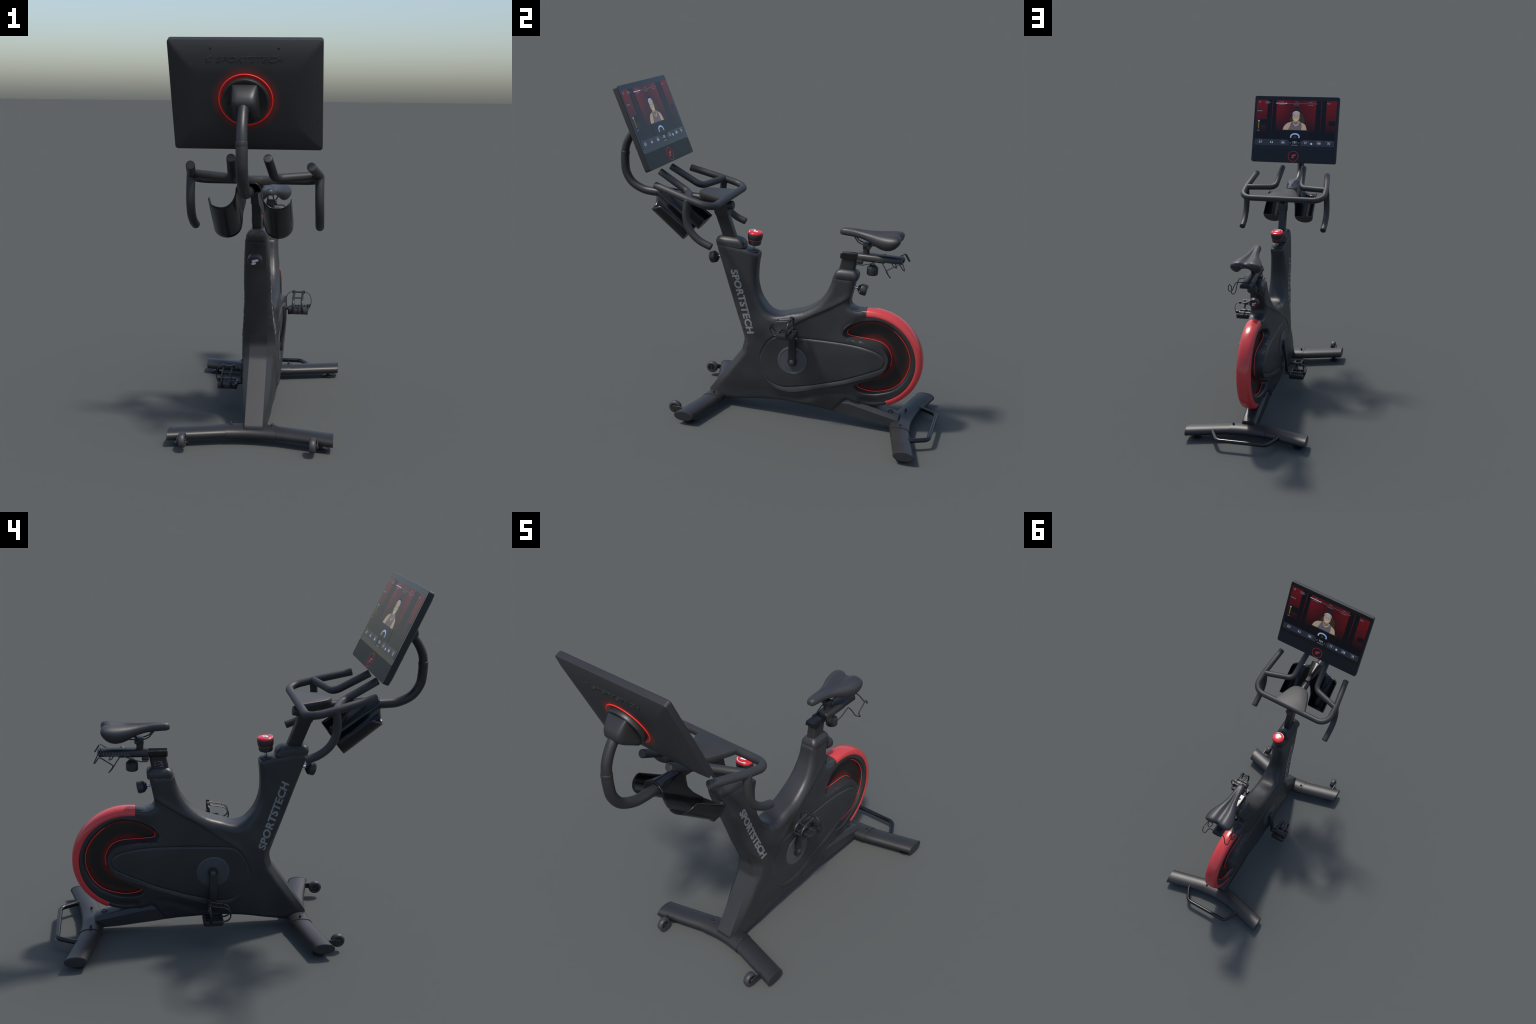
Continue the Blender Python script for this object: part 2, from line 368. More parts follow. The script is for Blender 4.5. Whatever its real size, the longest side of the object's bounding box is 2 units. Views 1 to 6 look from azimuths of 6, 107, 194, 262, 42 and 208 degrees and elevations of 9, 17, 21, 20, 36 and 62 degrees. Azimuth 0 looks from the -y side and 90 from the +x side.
def build_frame():
    P, m = body_points()
    co, ed, fa, *_ = delaunay_2d_cdt([Vector(p) for p in P], [(i, (i + 1) % m) for i in range(m)], [tuple(range(m))], 1, 1e-7)
    Q = np.array([tuple(c) for c in co]); d = np.maximum(0, sdf(OUT, Q))
    H = half_width(Q)
    # edges: flat front face with straight chamfers, softly rounded elsewhere
    fy = np.where(Q[:, 1] > 0.45, -0.172 - (Q[:, 1] - 0.46) * 0.34, -0.172 - np.maximum(0, 0.42 - Q[:, 1]) * 0.68)
    front = (Q[:, 0] < fy + 0.075) & (Q[:, 1] > 0.085) & (Q[:, 1] < 1.01)
    knee = np.exp(-((Q[:, 1] - 0.40) / 0.13) ** 2)
    valley = smooth((Q[:, 1] - 0.50 - 0.10 * smooth((Q[:, 0] - 0.3) / 0.1)) / 0.06) * smooth((0.47 - Q[:, 0]) / 0.05) * smooth((Q[:, 0] - fy - 0.075) / 0.03) * smooth((0.985 - Q[:, 1]) / 0.05)
    frad = 0.0130 + 0.023 * smooth((0.60 - Q[:, 1]) / 0.12)
    rad = np.where(front, frad, np.where(Q[:, 0] > 0.55, 0.012, 0.022 + 0.016 * valley))
    rim = np.where(front, np.minimum(0.0445 + 0.003 * smooth((Q[:, 1] - 0.55) / 0.1), 0.93 * H), np.where(Q[:, 0] > 0.50, 0.80 * H, (0.84 - 0.34 * valley) * H))
    t = np.clip(d / rad, 0, 1)
    g_round = np.sqrt(np.clip(1 - (1 - t) ** 2, 0, 1)); g_flat = np.clip(1.04 * t, 0, 1)
    x = rim + (H - rim) * np.where(front, g_flat, g_round)
    V = [(X0 + a, q[0], q[1]) for a, q in zip(x, Q)] + [(X0 - a, q[0], q[1]) for a, q in zip(x, Q)]
    n = len(Q); F = [tuple(f) for f in fa] + [tuple(i + n for i in f)[::-1] for f in fa]
    cnt = {}
    for f in fa:
        for a, b in zip(f, list(f[1:]) + [f[0]]): cnt[(min(a, b), max(a, b))] = cnt.get((min(a, b), max(a, b)), 0) + 1
    for (a, b), c in cnt.items():
        if c == 1: F.append((a, b, b + n, a + n))
    return new_obj("frame", V, F, "shell", angle=38)
frame = build_frame()

# recess panels with strip glow painted as a red gradient; light strips
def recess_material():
    m = material("recess_painted_glow", (0.006, 0.005, 0.005), 0.45)
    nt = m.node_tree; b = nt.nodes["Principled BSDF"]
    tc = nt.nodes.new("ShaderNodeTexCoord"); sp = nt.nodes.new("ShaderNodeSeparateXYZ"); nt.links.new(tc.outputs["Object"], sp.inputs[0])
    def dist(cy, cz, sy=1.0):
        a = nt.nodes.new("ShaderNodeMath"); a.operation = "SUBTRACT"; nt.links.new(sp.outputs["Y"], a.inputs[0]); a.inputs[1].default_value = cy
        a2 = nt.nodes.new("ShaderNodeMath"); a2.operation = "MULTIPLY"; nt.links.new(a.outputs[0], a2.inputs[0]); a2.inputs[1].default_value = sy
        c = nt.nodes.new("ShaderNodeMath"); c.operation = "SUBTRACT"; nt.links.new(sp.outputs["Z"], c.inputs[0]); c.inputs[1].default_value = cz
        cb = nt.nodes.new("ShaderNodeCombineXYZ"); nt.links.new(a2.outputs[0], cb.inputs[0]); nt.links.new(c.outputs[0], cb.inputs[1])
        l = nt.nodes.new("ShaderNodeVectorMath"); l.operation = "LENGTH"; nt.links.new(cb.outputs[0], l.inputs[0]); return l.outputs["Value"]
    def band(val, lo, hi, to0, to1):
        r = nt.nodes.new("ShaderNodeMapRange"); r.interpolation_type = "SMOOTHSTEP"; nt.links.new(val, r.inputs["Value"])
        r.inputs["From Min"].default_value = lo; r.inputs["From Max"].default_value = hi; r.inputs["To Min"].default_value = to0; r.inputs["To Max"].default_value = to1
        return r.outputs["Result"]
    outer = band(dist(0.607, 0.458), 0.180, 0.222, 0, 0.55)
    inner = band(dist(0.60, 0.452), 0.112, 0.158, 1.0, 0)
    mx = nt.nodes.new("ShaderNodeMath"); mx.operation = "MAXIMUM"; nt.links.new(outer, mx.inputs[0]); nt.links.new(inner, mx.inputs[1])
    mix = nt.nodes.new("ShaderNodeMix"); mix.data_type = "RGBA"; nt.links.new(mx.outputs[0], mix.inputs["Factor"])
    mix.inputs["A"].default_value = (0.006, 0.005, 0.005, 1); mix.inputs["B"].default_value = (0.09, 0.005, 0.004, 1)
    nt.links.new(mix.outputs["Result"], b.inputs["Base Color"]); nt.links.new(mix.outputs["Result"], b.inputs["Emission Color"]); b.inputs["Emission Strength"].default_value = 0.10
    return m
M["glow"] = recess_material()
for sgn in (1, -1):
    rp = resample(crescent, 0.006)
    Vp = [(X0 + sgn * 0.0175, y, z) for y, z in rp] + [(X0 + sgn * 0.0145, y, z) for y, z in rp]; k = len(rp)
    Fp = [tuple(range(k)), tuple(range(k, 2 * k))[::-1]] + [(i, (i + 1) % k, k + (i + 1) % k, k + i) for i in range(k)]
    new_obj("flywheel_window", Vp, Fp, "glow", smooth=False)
    half_o = len(cres_out) // 2; bright = [list(cres_out[half_o - 6:]), list(cres_in[16:]) + list(cres_out[:9])]; dim = [list(cres_out[8:half_o - 5]), [cres_out[-1]] + list(cres_in[:17])]
    for parts, mat in ((bright, "led"), (dim, "led_shadow_dark")):
        for part in parts:
            new_obj("light_strip", *sweep([(X0 + sgn * 0.0320, y, z) for y, z in part], 0.0015, n=8), mat)

# red fender hugging the wheel rim
def fender(a0, a1, n, rin, mat, name, grow=0.0):
    prof = []
    hw, hs = 0.035, 0.0472
    for x, r in ((-hs, rin), (-hs - .0012, rin + 0.004), (-hs, rin + 0.012), (-0.0425, WR - 0.012), (-hw, WR - 0.004), (-0.022, WR - 0.0005), (0, WR + 0.001), (0.022, WR - 0.0005), (hw, WR - 0.004), (0.0425, WR - 0.012), (hs, rin + 0.012), (hs + .0012, rin + 0.004), (hs, rin),
                 (hs - 0.006, rin), (hs - 0.010, WR - 0.014), (0, WR - 0.010), (-hs + 0.010, WR - 0.014), (-hs + 0.006, rin)):
        prof.append((x * (1 + grow), r + (grow if r > rin + 0.001 else 0)))
    S = []
    for a in np.linspace(math.radians(a0), math.radians(a1), n):
        S.append([(X0 + x, WHEEL[0] + r * math.cos(a), WHEEL[1] + r * math.sin(a)) for x, r in prof])
    V, F = loft(S); return new_obj(name, V, F, mat, angle=62)
fender(98, -66, 90, 0.266, "red", "red_fender")
fender(110, 98.4, 8, 0.266, "shell", "fender_end")

# crank discs
for sgn in (1, -1):
    g = Geo(); xh = float(half_width(np.array([(0.142, 0.378)]))[0])
    mtx = frame_from_axis((X0 + sgn * (xh - 0.004), 0.141, 0.379), (sgn, 0, 0))
    g.add(xf(lathe([(0.0, 0.0), (0.090, 0.0), (0.090, 0.0055), (0.0885, 0.0065), (0.076, 0.0068), (0.0745, 0.0056), (0.03, 0.0072), (0.0, 0.0075)], 64, caps=False), mtx))
    g.obj("crank_disc", "disc")

# lettering on both sides of the column
def column_text(sgn):
    V, F = text_geo("SPORTSTECH", 0.062, 0.003, bold=0.0021, space=1.04, shear=0.12)
    A = np.array(V); xs = A[:, 0]; L = xs.max() - xs.min(); A[:, 0] = (xs - (xs.max() + xs.min()) / 2) * 0.402 / L
    hgt = A[:, 1].max() - A[:, 1].min(); A[:, 1] = (A[:, 1] - (A[:, 1].max() + A[:, 1].min()) / 2) * 0.044 / hgt
    top = np.array((-0.250, 0.896)); bot = np.array((-0.121, 0.505)); d = (bot - top) / np.linalg.norm(bot - top)
    if sgn < 0: d = -d; c = (top + bot) / 2 + np.array((-0.038, -0.035)) * 0 + np.array((0.0, -0.008))
    else: c = (top + bot) / 2
    up = np.array((abs(d[1]), d[0] * (1 if d[1] < 0 else -1))); up = np.array((-d[1], d[0])) if d[1] < 0 else np.array((d[1], -d[0]))
    Q = c + A[:, :1] * d + (A[:, 1:2]) * up
    h = half_width(Q, False)
    X = X0 + sgn * (h + A[:, 2] + 0.0005)
    return new_obj("lettering", np.c_[X, Q], F, "letter", smooth=False)
column_text(1); column_text(-1)

# ------------------------------------------------------------------ collars, posts
X0 = 0.0100
def collar(name, cy, hy, hx, z0, z1, tilt=0.0, mat="shell"):
    S = []
    H = z1 - z0
    for t, e in ((0, .003), (.06, .0), (.45, .0), (.62, .0025), (.78, .008), (.9, .015), (.97, .021), (1, .026)):
        z = z0 + H * t
        S.append([(X0 + x, y + tilt * (t * H), z) for x, y in rrect(hx - e, hy - e, 0.022, cx=0, cy=cy)])
    V, F = loft(S); return new_obj(name, V, F, mat)
collar("column_collar", -0.280, 0.0865, 0.0505, 1.018, 1.077, -0.25)
collar("seat_collar", 0.4185, 0.0700, 0.0485, 0.907, 0.967, 0.10)

def post(name, b, t, hx, mat, r=0.012):
    S = [[(X0 + x, y, z) for x, y in rrect(hx, hy, r, cx=0, cy=cy)] for cy, hy, z in (b, t)]
    V, F = loft(S); return new_obj(name, V, F, mat)
post("handlebar_post", (-0.285, 0.0395, 1.045), (-0.345, 0.0405, 1.205), 0.0225, "post", 0.007)
post("post_head", (-0.345, 0.0435, 1.203), (-0.366, 0.046, 1.292), 0.0255, "steel", 0.008)
post("seat_post", (0.415, 0.046, 0.94), (0.433, 0.045, 1.034), 0.027, "steel", 0.016)
g = Geo().add(xf(lathe([(0.0, 0), (0.024, 0), (0.026, 0.004), (0.026, 0.05), (0.023, 0.054), (0.0, 0.054)], 32, False), frame_from_axis((X0 - 0.004, -0.335, 1.258), (0, 1, 0.1))))
g.obj("post_clamp_knob", "plastic")
# small adjusting hole on post front
g = Geo().add(xf(lathe([(0.0, 0), (0.005, 0), (0.005, 0.0022), (0, 0.0022)], 16, False), frame_from_axis((X0, -0.3305, 1.098), (0, -0.94, -0.34)))); g.obj("post_hole", "dark")

# printed letters and scale on the seat post (left side)
g = Geo()
def on_seatpost(y, z): return Vector((X0 - 0.0272, y, z))
def seat_mark(V2, F2, y, z, ang=0.0):
    c, s = math.cos(ang), math.sin(ang)
    return [(X0 - 0.0268 - p[2], y - (p[0] * c - p[1] * s), z + (p[0] * s + p[1] * c)) for p in V2], F2
slope = 0.1
for ch, zz in (("A", 0.999), ("B", 0.985)):
    g.add(seat_mark(*text_geo(ch, 0.011, 0.0008), 0.445, zz, slope))
for yy, zz, L in ((0.421, 1.004, .026), (0.413, 0.998, .012), (0.415, 0.990, .026), (0.408, 0.983, .012), (0.412, 0.975, .022)):
    g.add(seat_mark(*prism(rrect(L / 2, 0.0009, 0.0004), -0.0002, 0.0008), yy, zz, slope))
g.obj("post_scale", "scale", smooth=False)

# ------------------------------------------------------------------ knobs
def knob(loc, axis, r=0.034, name="tension_knob", mark=True, depth=0.046):
    e = empty(name, loc, bike); mtx = frame_from_axis((0, 0, 0), axis)
    g = Geo(); h = depth / 2
    g.add(xf(lathe([(0.0, -h + 0.004), (r * 0.70, -h + 0.006), (r * 0.80, -h + 0.012), (r * 0.97, -h + 0.0125), (r, -h + 0.016), (r, h - 0.008), (r * 0.95, h - 0.002), (r * 0.88, h), (r * 0.55, h + 0.0005), (0, h + 0.001)], 48, False), mtx))
    for k in range(16):   # ribs of the inner cone
        a = 2 * math.pi * k / 16
        p0 = Vector((0.36 * r * math.cos(a), 0.36 * r * math.sin(a), -h - 0.006)); p1 = Vector((0.92 * r * math.cos(a), 0.92 * r * math.sin(a), -h + 0.013))
        g.add(xf(sweep([p0, p1], 0.0021, 6), mtx))
    g.add(xf(lathe([(0.0, -h - 0.006), (r * 0.42, -h - 0.006), (r * 0.45, -h + 0.002), (0, -h + 0.004)], 24, False), mtx))
    g.obj("knob_cap", "plastic", e)
    Geo().add(xf(lathe([(0.0, -h - 0.030), (0.0085, -h - 0.030), (0.0085, -h + 0.004), (0, -h + 0.004)], 20, False), mtx)).obj("knob_pin", "chrome", e)
    if mark:
        Geo().add(xf(emblem(r * 0.95, h, h + 0.0014), mtx)).obj("knob_mark", "mark", e, smooth=False)
    return e
knob((X0 - 0.002, -0.394, 0.935), (0, -0.955, -0.29), 0.0355)
knob((X0 + 0.002, 0.519, 0.853), (0, 0.975, -0.20), 0.033)
knob((X0 + 0.0015, 0.566, 0.976), (0, 0, -1), 0.0325, mark=False, depth=0.054)

# ------------------------------------------------------------------ resistance dial
dial = empty("resistance_dial", (X0 - 0.001, -0.143, 1.00), bike)
mt = frame_from_axis((0.0, -0.004, 0.0), (0, 0.06, 1), (0, 1, 0))
Geo().add(xf(lathe([(0, 0.0), (0.034, 0.0), (0.034, 0.006), (0.031, 0.011), (0.020, 0.014), (0, 0.014)], 40, False), mt)).obj("dial_base", "plastic", dial)
Geo().add(xf(lathe([(0, 0.015), (0.007, 0.015), (0.007, 0.05), (0, 0.05)], 20, False), mt)).obj("dial_stem", "chrome", dial)
Geo().add(xf(lathe([(0, 0.040), (0.028, 0.040), (0.035, 0.043), (0.0385, 0.050), (0.0385, 0.068), (0.040, 0.0705), (0, 0.0705)], 14, False), mt)).obj("dial_grip", "plastic", dial, smooth=False)
Geo().add(xf(lathe([(0, 0.0700), (0.0405, 0.0700), (0.0408, 0.0733), (0, 0.0733)], 40, False), mt)).obj("dial_ring", "redcap", dial)
Geo().add(xf(lathe([(0, 0.0730), (0.0395, 0.0730), (0.0425, 0.078), (0.044, 0.090), (0.0447, 0.108), (0.0438, 0.1095), (0, 0.1095)], 40, False), mt)).obj("dial_body", "plastic", dial)
def cap_wave(k): return 0.0
Geo().add(xf(lathe([(0, 0.1050), (0.0435, 0.1085), (0.0446, 0.1095), (0.0444, 0.114), (0.0425, 0.1180), (0.038, 0.1205), (0.02, 0.1222), (0, 0.1226)], 48, False), mt)).obj("dial_cap", "redcap", dial)
mk = mt @ Matrix.Translation((0, 0, 0.1222)) @ Matrix.Rotation(math.radians(180), 4, "Z")
g = Geo().add(xf(emblem(0.033, -0.003, 0.0011), mk))
wa = [(0.0375 * math.cos(a), 0.0375 * math.sin(a), -0.0005) for a in np.linspace(math.radians(19), math.radians(138), 24)]
g.add(xf(sweep(wa, 0.0019, 8), mk)); g.obj("dial_mark", "white", dial, smooth=False)

# ------------------------------------------------------------------ handlebar
hb = empty("handlebar", (X0, -0.305, 1.313), bike)
HX = X0 + 0.0015 - X0
def hbp(x, y, z): return (x, y + 0.305, z - 1.313)
half = [(0.270, -0.661, 1.402), (0.300, -0.455, 1.350), (0.304, -0.304, 1.312)]
loop = fillet([hbp(*p) for p in half] + [hbp(-x, y, z) for x, y, z in half[::-1]], [0, .25, .075, .075, .25, 0], 10)
Geo().add(sweep(loop, 0.0212, 24, round_cap=0.005)).obj("grip_loop", "bar", hb)
for s in (1, -1):
    inner = fillet([hbp(s * x, y, z) for x, y, z in ((0.300, -0.447, 1.349), (0.098, -0.520, 1.336), (0.0815, -0.712, 1.441))], 0.055, 10)
    Geo().add(sweep(inner, 0.0208, 24, round_cap=0.005)).obj("inner_grip", "bar", hb)
    drop = spline([hbp(s * x, y, z) for x, y, z in ((0.302, -0.448, 1.350), (0.303, -0.456, 1.28), (0.304, -0.450, 1.215), (0.305, -0.420, 1.158), (0.304, -0.368, 1.115), (0.303, -0.301, 1.088))], 6)
    Geo().add(sweep(drop, 0.0212, 24, round_cap=0.005)).obj("drop_grip", "bar", hb)
plate = spline([(0.128, -0.302), (0.112, -0.350), (0.086, -0.420), (0.064, -0.462), (0.034, -0.483), (0.0, -0.488)], 4)
plate = plate + [np.array((-p[0], p[1])) for p in plate[::-1][1:]]
def plate_sec(z, e, dz):
    out = []
    for x, y in plate:
        k = 1 - e / 0.13; yy = -0.302 + (y + 0.302) * (1 - e / 0.186)
        out.append(hbp(x * k, yy, z + (-0.302 - yy) * dz))
    return out
V, F = loft([plate_sec(1.300, .012, .0), plate_sec(1.303, .004, .0), plate_sec(1.310, 0, .01), plate_sec(1.323, 0.0, .03), plate_sec(1.3305, .004, .04), plate_sec(1.3335, .012, .045)])
new_obj("arm_plate", V, F, "bar", hb)
# clamp under the plate
Geo().add(xf(rbox(0.034, 0.055, 0.012, 0.012, 0.004), Matrix.Translation(hbp(0, -0.375, 1.291)))).obj("bar_clamp", "plastic", hb)

# ------------------------------------------------------------------ display arm
path = spline([(X0 - 0.007 * (i / 12), y, z) for i, (y, z) in enumerate(((-0.36, 1.282), (-0.50, 1.288), (-0.68, 1.292), (-0.79, 1.294), (-0.858, 1.303), (-0.928, 1.339), (-0.9665, 1.397), (-0.9750, 1.455), (-0.9745, 1.515), (-0.966, 1.562), (-0.947, 1.604), (-0.917, 1.647), (-0.865, 1.70)))], 6)
low = [p for p in path if p[2] < 1.502 or p[1] > -0.9]
low = []; high = []
for p in path:
    (high if (p[2] > 1.505) else low).append(p)
cut = np.array((X0 - 0.005, -0.9745, 1.508))
Geo().add(sweep(low + [cut], 0.0255, 28)).obj("display_arm", "steel")
Geo().add(sweep([cut - np.array((0, 0, 0.003))] + high, [0.0255, 0.0245] + [0.0238] * (len(high) - 1), 28)).obj("arm_sleeve", "steel")
Geo().add(sweep([cut - np.array((0, 0, 0.006)), cut + np.array((0, 0.0005, 0.016))], 0.0262, 28, round_cap=0.002)).obj("arm_joint", "steel")

# ------------------------------------------------------------------ bottle holder (one bent sheet, two cradles)
BX = 0.0; FB = np.array((-0.743, 1.2235)); AX = np.array((0.781, -0.625)); UPV = np.array((0.625, 0.781)); GR = 0.065; GC = 0.1195
def yz(a, h): p = FB + AX * a + UPV * h; return p
rowsF = []; rowsR = []; rowsX = []
def row(x, f, r): rowsX.append(x); rowsF.append(np.array(f)); rowsR.append(np.array(r))
LEN = 0.258
# roof centre -> side -> inner wall -> gutter -> outer wall
for x, f, r in ((0.000, (-0.737, 1.3345), (-0.556, 1.318)), (0.016, (-0.737, 1.3345), (-0.557, 1.316)), (0.030, (-0.739, 1.332), (-0.562, 1.297)), (0.040, (-0.740, 1.328), (-0.566, 1.257)),
                (0.0475, (-0.741, 1.322), (-0.566, 1.223)), (0.0520, (-0.742, 1.315), (-0.546, 1.184)), (0.0540, (-0.743, 1.310), tuple(yz(0.254, 0.080)))):
    row(x, f, r)
for k in range(19):
    a = math.radians(-90 + 180 * k / 18)   # 0 is straight down, negative towards the middle
    h = GR * (1 - math.cos(a)); x = GC + GR * math.sin(a)
    row(x, yz(0.44 * h if a > 0 else -0.8 * h, h), yz(LEN, h))
row(GC + GR, yz(0.033, 0.072), yz(LEN, 0.080)); row(GC + GR - 0.0005, yz(0.045, 0.080), yz(LEN, 0.098))
def holder_sheet():
    nx = 14; V = []; F = []
    cols = list(range(len(rowsX))); seq = [(-1, i) for i in cols[::-1]] + [(1, i) for i in cols[1:]]
    outer_rows = {len(rowsX) - 1, len(rowsX) - 2}
    for s, i in seq:
        for k in range(nx + 1):
            t = k / nx; p = rowsF[i] * (1 - t) + rowsR[i] * t
            xr = rowsX[i]
            if i <= 6: xr = xr * (1 - t) + min(xr, (0.0, 0.015, 0.0235, 0.0275, 0.032, 0.044, 0.053)[i]) * t      # roof tapers to the tube at its rear end
            V.append((X0 + BX + s * xr, p[0], p[1]))
    m = nx + 1
    for r in range(len(seq) - 1):
        for k in range(nx): F.append((r * m + k, r * m + k + 1, (r + 1) * m + k + 1, (r + 1) * m + k))
    o = new_obj("bottle_holder", V, F, "gloss", angle=50)
    md = o.modifiers.new("thick", "SOLIDIFY"); md.thickness = 0.0035; md.offset = 0
    dg = bpy.context.evaluated_depsgraph_get(); me = bpy.data.meshes.new_from_object(o.evaluated_get(dg)); o.modifiers.clear(); o.data = me
    return o
holder = holder_sheet()
for s in (1, -1):   # end stop of each cradle
    pts = [(GC + GR * math.sin(a), GR * (1 - math.cos(a))) for a in np.linspace(math.radians(-90), math.radians(90), 20)]
    pts += [(GC + GR, 0.092), (GC - GR, 0.078)]
    V = []; k = len(pts)
    for a in (LEN - 0.0015, LEN + 0.0025):
        for x, h in pts:
            p = yz(a, h); V.append((X0 + BX + s * x, p[0], p[1]))
    F = [tuple(range(k))[::-1], tuple(range(k, 2 * k))] + [(i, (i + 1) % k, k + (i + 1) % k, k + i) for i in range(k)]
    new_obj("cradle_stop", V, F, "post", smooth=False)

# ------------------------------------------------------------------ DISPLAY
disp = empty("display", (0.004, -0.668, 1.4885), bike)
VU = Vector((0, -0.3988, 0.9170)); VN = Vector((0, 0.9170, 0.3988))
# local frame: X to the viewer's right (world -x), Y up the panel, Z out of the glass
DM = Matrix((Vector((-1, 0, 0)), VU, VN)).transposed().to_4x4()
SW, SH = 0.3250, 0.501
def dadd(name, vf, mat, **k):
    V, F = xf(vf, DM); return new_obj(name, V, F, mat, disp, **k)
def drect(hx, s0, s1, r, n=5): return rrect(hx, (s1 - s0) / 2, r, n, 0, (s0 + s1) / 2)
S = []
for z, e in ((0.0, 0.0022), (-0.0008, 0.0006), (-0.0022, 0), (-0.027, 0), (-0.030, 0.0008), (-0.0312, 0.003)):
    S.append([(x, y, z) for x, y in drect(SW - e, e, SH - e, 0.013)])
for z, t in ((-0.043, 0.22), (-0.0515, 0.5), (-0.0575, 0.8), (-0.0595, 1.0)):
    a = drect(SW - .003, .003, SH - .003, 0.013); b = drect(0.217, 0.121, 0.371, 0.013)
    S.append([(p[0] * (1 - t) + q[0] * t, p[1] * (1 - t) + q[1] * t, z) for p, q in zip(a, b)])
dadd("display_housing", loft(S), "monitor", angle=12)
# front glass and chin
M["glass_bezel"] = material("dark_glass_bezel", (0.010, 0.011, 0.013), 0.12, vary=0.03, coat=0.0)
M["chin"] = material("display_chin", (0.016, 0.018, 0.022), 0.40, vary=0.03, spec=0.3)
dadd("front_glass", loft([[(x, y, z) for x, y in drect(SW - 0.0015 - e, 0.0985, SH - 0.0015 - e, 0.012)] for z, e in ((-0.0005, 0), (0.0012, 0), (0.0016, 0.0006))]), "glass_bezel", smooth=False)
dadd("display_chin", loft([[(x, y, z) for x, y in drect(SW - 0.0015 - e, 0.0015 + e, 0.0975, 0.012)] for z, e in ((-0.0005, 0), (0.0010, 0), (0.0013, 0.0006))]), "chin", smooth=False)

# screen picture: backdrop in nodes, figures as thin inlaid pieces
SC = (0.1255, 0.4695); SX = 0.3065
def screen_material():
    m = bpy.data.materials.new("screen_backdrop"); m.use_nodes = True; nt = m.node_tree; b = nt.nodes["Principled BSDF"]
    b.inputs["Roughness"].default_value = 0.2; b.inputs["Specular IOR Level"].default_value = 0.3
    tc = nt.nodes.new("ShaderNodeTexCoord"); sp = nt.nodes.new("ShaderNodeSeparateXYZ"); nt.links.new(tc.outputs["Generated"], sp.inputs[0])
    def rng(val, a, b_, lo=0.0, hi=1.0, kind="SMOOTHSTEP"):
        r = nt.nodes.new("ShaderNodeMapRange"); r.interpolation_type = kind; nt.links.new(val, r.inputs["Value"])
        r.inputs["From Min"].default_value = a; r.inputs["From Max"].default_value = b_; r.inputs["To Min"].default_value = lo; r.inputs["To Max"].default_value = hi
        return r.outputs["Result"]
    def op(o, a, c):
        n = nt.nodes.new("ShaderNodeMath"); n.operation = o
        for i, v in enumerate((a, c)):
            if isinstance(v, (int, float)): n.inputs[i].default_value = v
            else: nt.links.new(v, n.inputs[i])
        return n.outputs[0]
    # Generated x runs with world x; viewer's left is +x
    s = op("SUBTRACT", 1.0, sp.outputs["X"]); t = op("SUBTRACT", 1.0, sp.outputs["Z"])
    def win(a, b_, soft=0.004): return op("MULTIPLY", rng(s, a - soft, a + soft), rng(s, b_ - soft, b_ + soft, 1, 0))
    fade = rng(t, 0.02, 0.72, 1, 0, "LINEAR")
    side = op("MAXIMUM", win(-0.1, 0.135), win(0.875, 1.1))
    mid = win(0.252, 0.745, 0.006)
    edge = op("ABSOLUTE", op("SUBTRACT", s, 0.5), 0.0)
    midf = op("MULTIPLY", mid, rng(edge, 0.03, 0.26, 0.45, 1.0))
    panels = op("MULTIPLY", op("MAXIMUM", op("MULTIPLY", side, 0.9), midf), fade)
    lines = op("MAXIMUM", win(0.196, 0.201, 0.0025), win(0.811, 0.816, 0.0025))
    lines = op("MULTIPLY", lines, rng(t, 0.0, 0.75, 1.3, 0, "LINEAR"))
    noz = nt.nodes.new("ShaderNodeTexNoise"); noz.inputs["Scale"].default_value = 5.0; nt.links.new(tc.outputs["Generated"], noz.inputs["Vector"])
    tot = op("MULTIPLY", op("MAXIMUM", panels, lines), rng(noz.outputs["Fac"], 0.2, 0.8, 0.8, 1.1))
    mix = nt.nodes.new("ShaderNodeMix"); mix.data_type = "RGBA"; mix.clamp_factor = True; nt.links.new(tot, mix.inputs["Factor"])
    mix.inputs["A"].default_value = (0.006, 0.006, 0.009, 1); mix.inputs["B"].default_value = (0.26, 0.010, 0.013, 1)
    nt.links.new(mix.outputs["Result"], b.inputs["Base Color"]); nt.links.new(mix.outputs["Result"], b.inputs["Emission Color"]); b.inputs["Emission Strength"].default_value = 0.16
    return m
dadd("screen", loft([[(x, y, z) for x, y in drect(SX, SC[0], SC[1], 0.001, 1)] for z in (0.0008, 0.0022)]), screen_material(), smooth=False)
def pic(name, c, e=0.12, r=0.2):
    M[name] = material(name, c, r, vary=0.04, emit=c, emit_strength=e * 1.5, spec=0.3)
pic("pic_skin", (0.60, 0.40, 0.26), .16); pic("pic_hair", (0.03, 0.018, 0.012)); pic("pic_top", (0.20, 0.16, 0.17)); pic("pic_band", (0.45, 0.50, 0.68), .15); pic("pic_dark", (0.007, 0.007, 0.010)); pic("pic_white", (0.62, 0.66, 0.74), .15)
pic("pic_blue", (0.42, 0.56, 0.85), .18); pic("pic_bar", (0.040, 0.042, 0.052), .1); pic("pic_green", (0.20, 0.45, 0.06), .15); pic("pic_grey", (0.20, 0.21, 0.24), .1); pic("pic_shade", (0.33, 0.20, 0.13), .1); pic("pic_gold", (0.06, 0.045, 0.022), .1)
def sp(s, t): return (-SX + 2 * SX * s, SC[1] - (SC[1] - SC[0]) * t)
def ell(s, t, rs, rt, n=28): c = sp(s, t); return [(c[0] + rs * 2 * SX * math.cos(a), c[1] + rt * (SC[1] - SC[0]) * math.sin(a)) for a in np.linspace(0, 2 * math.pi, n, False)]
LAY = [0.0024]
def piece(name, poly, mat, layer=0):
    return dadd(name, prism(poly, 0.0015, 0.0023 + 0.00008 * layer), mat, smooth=False)
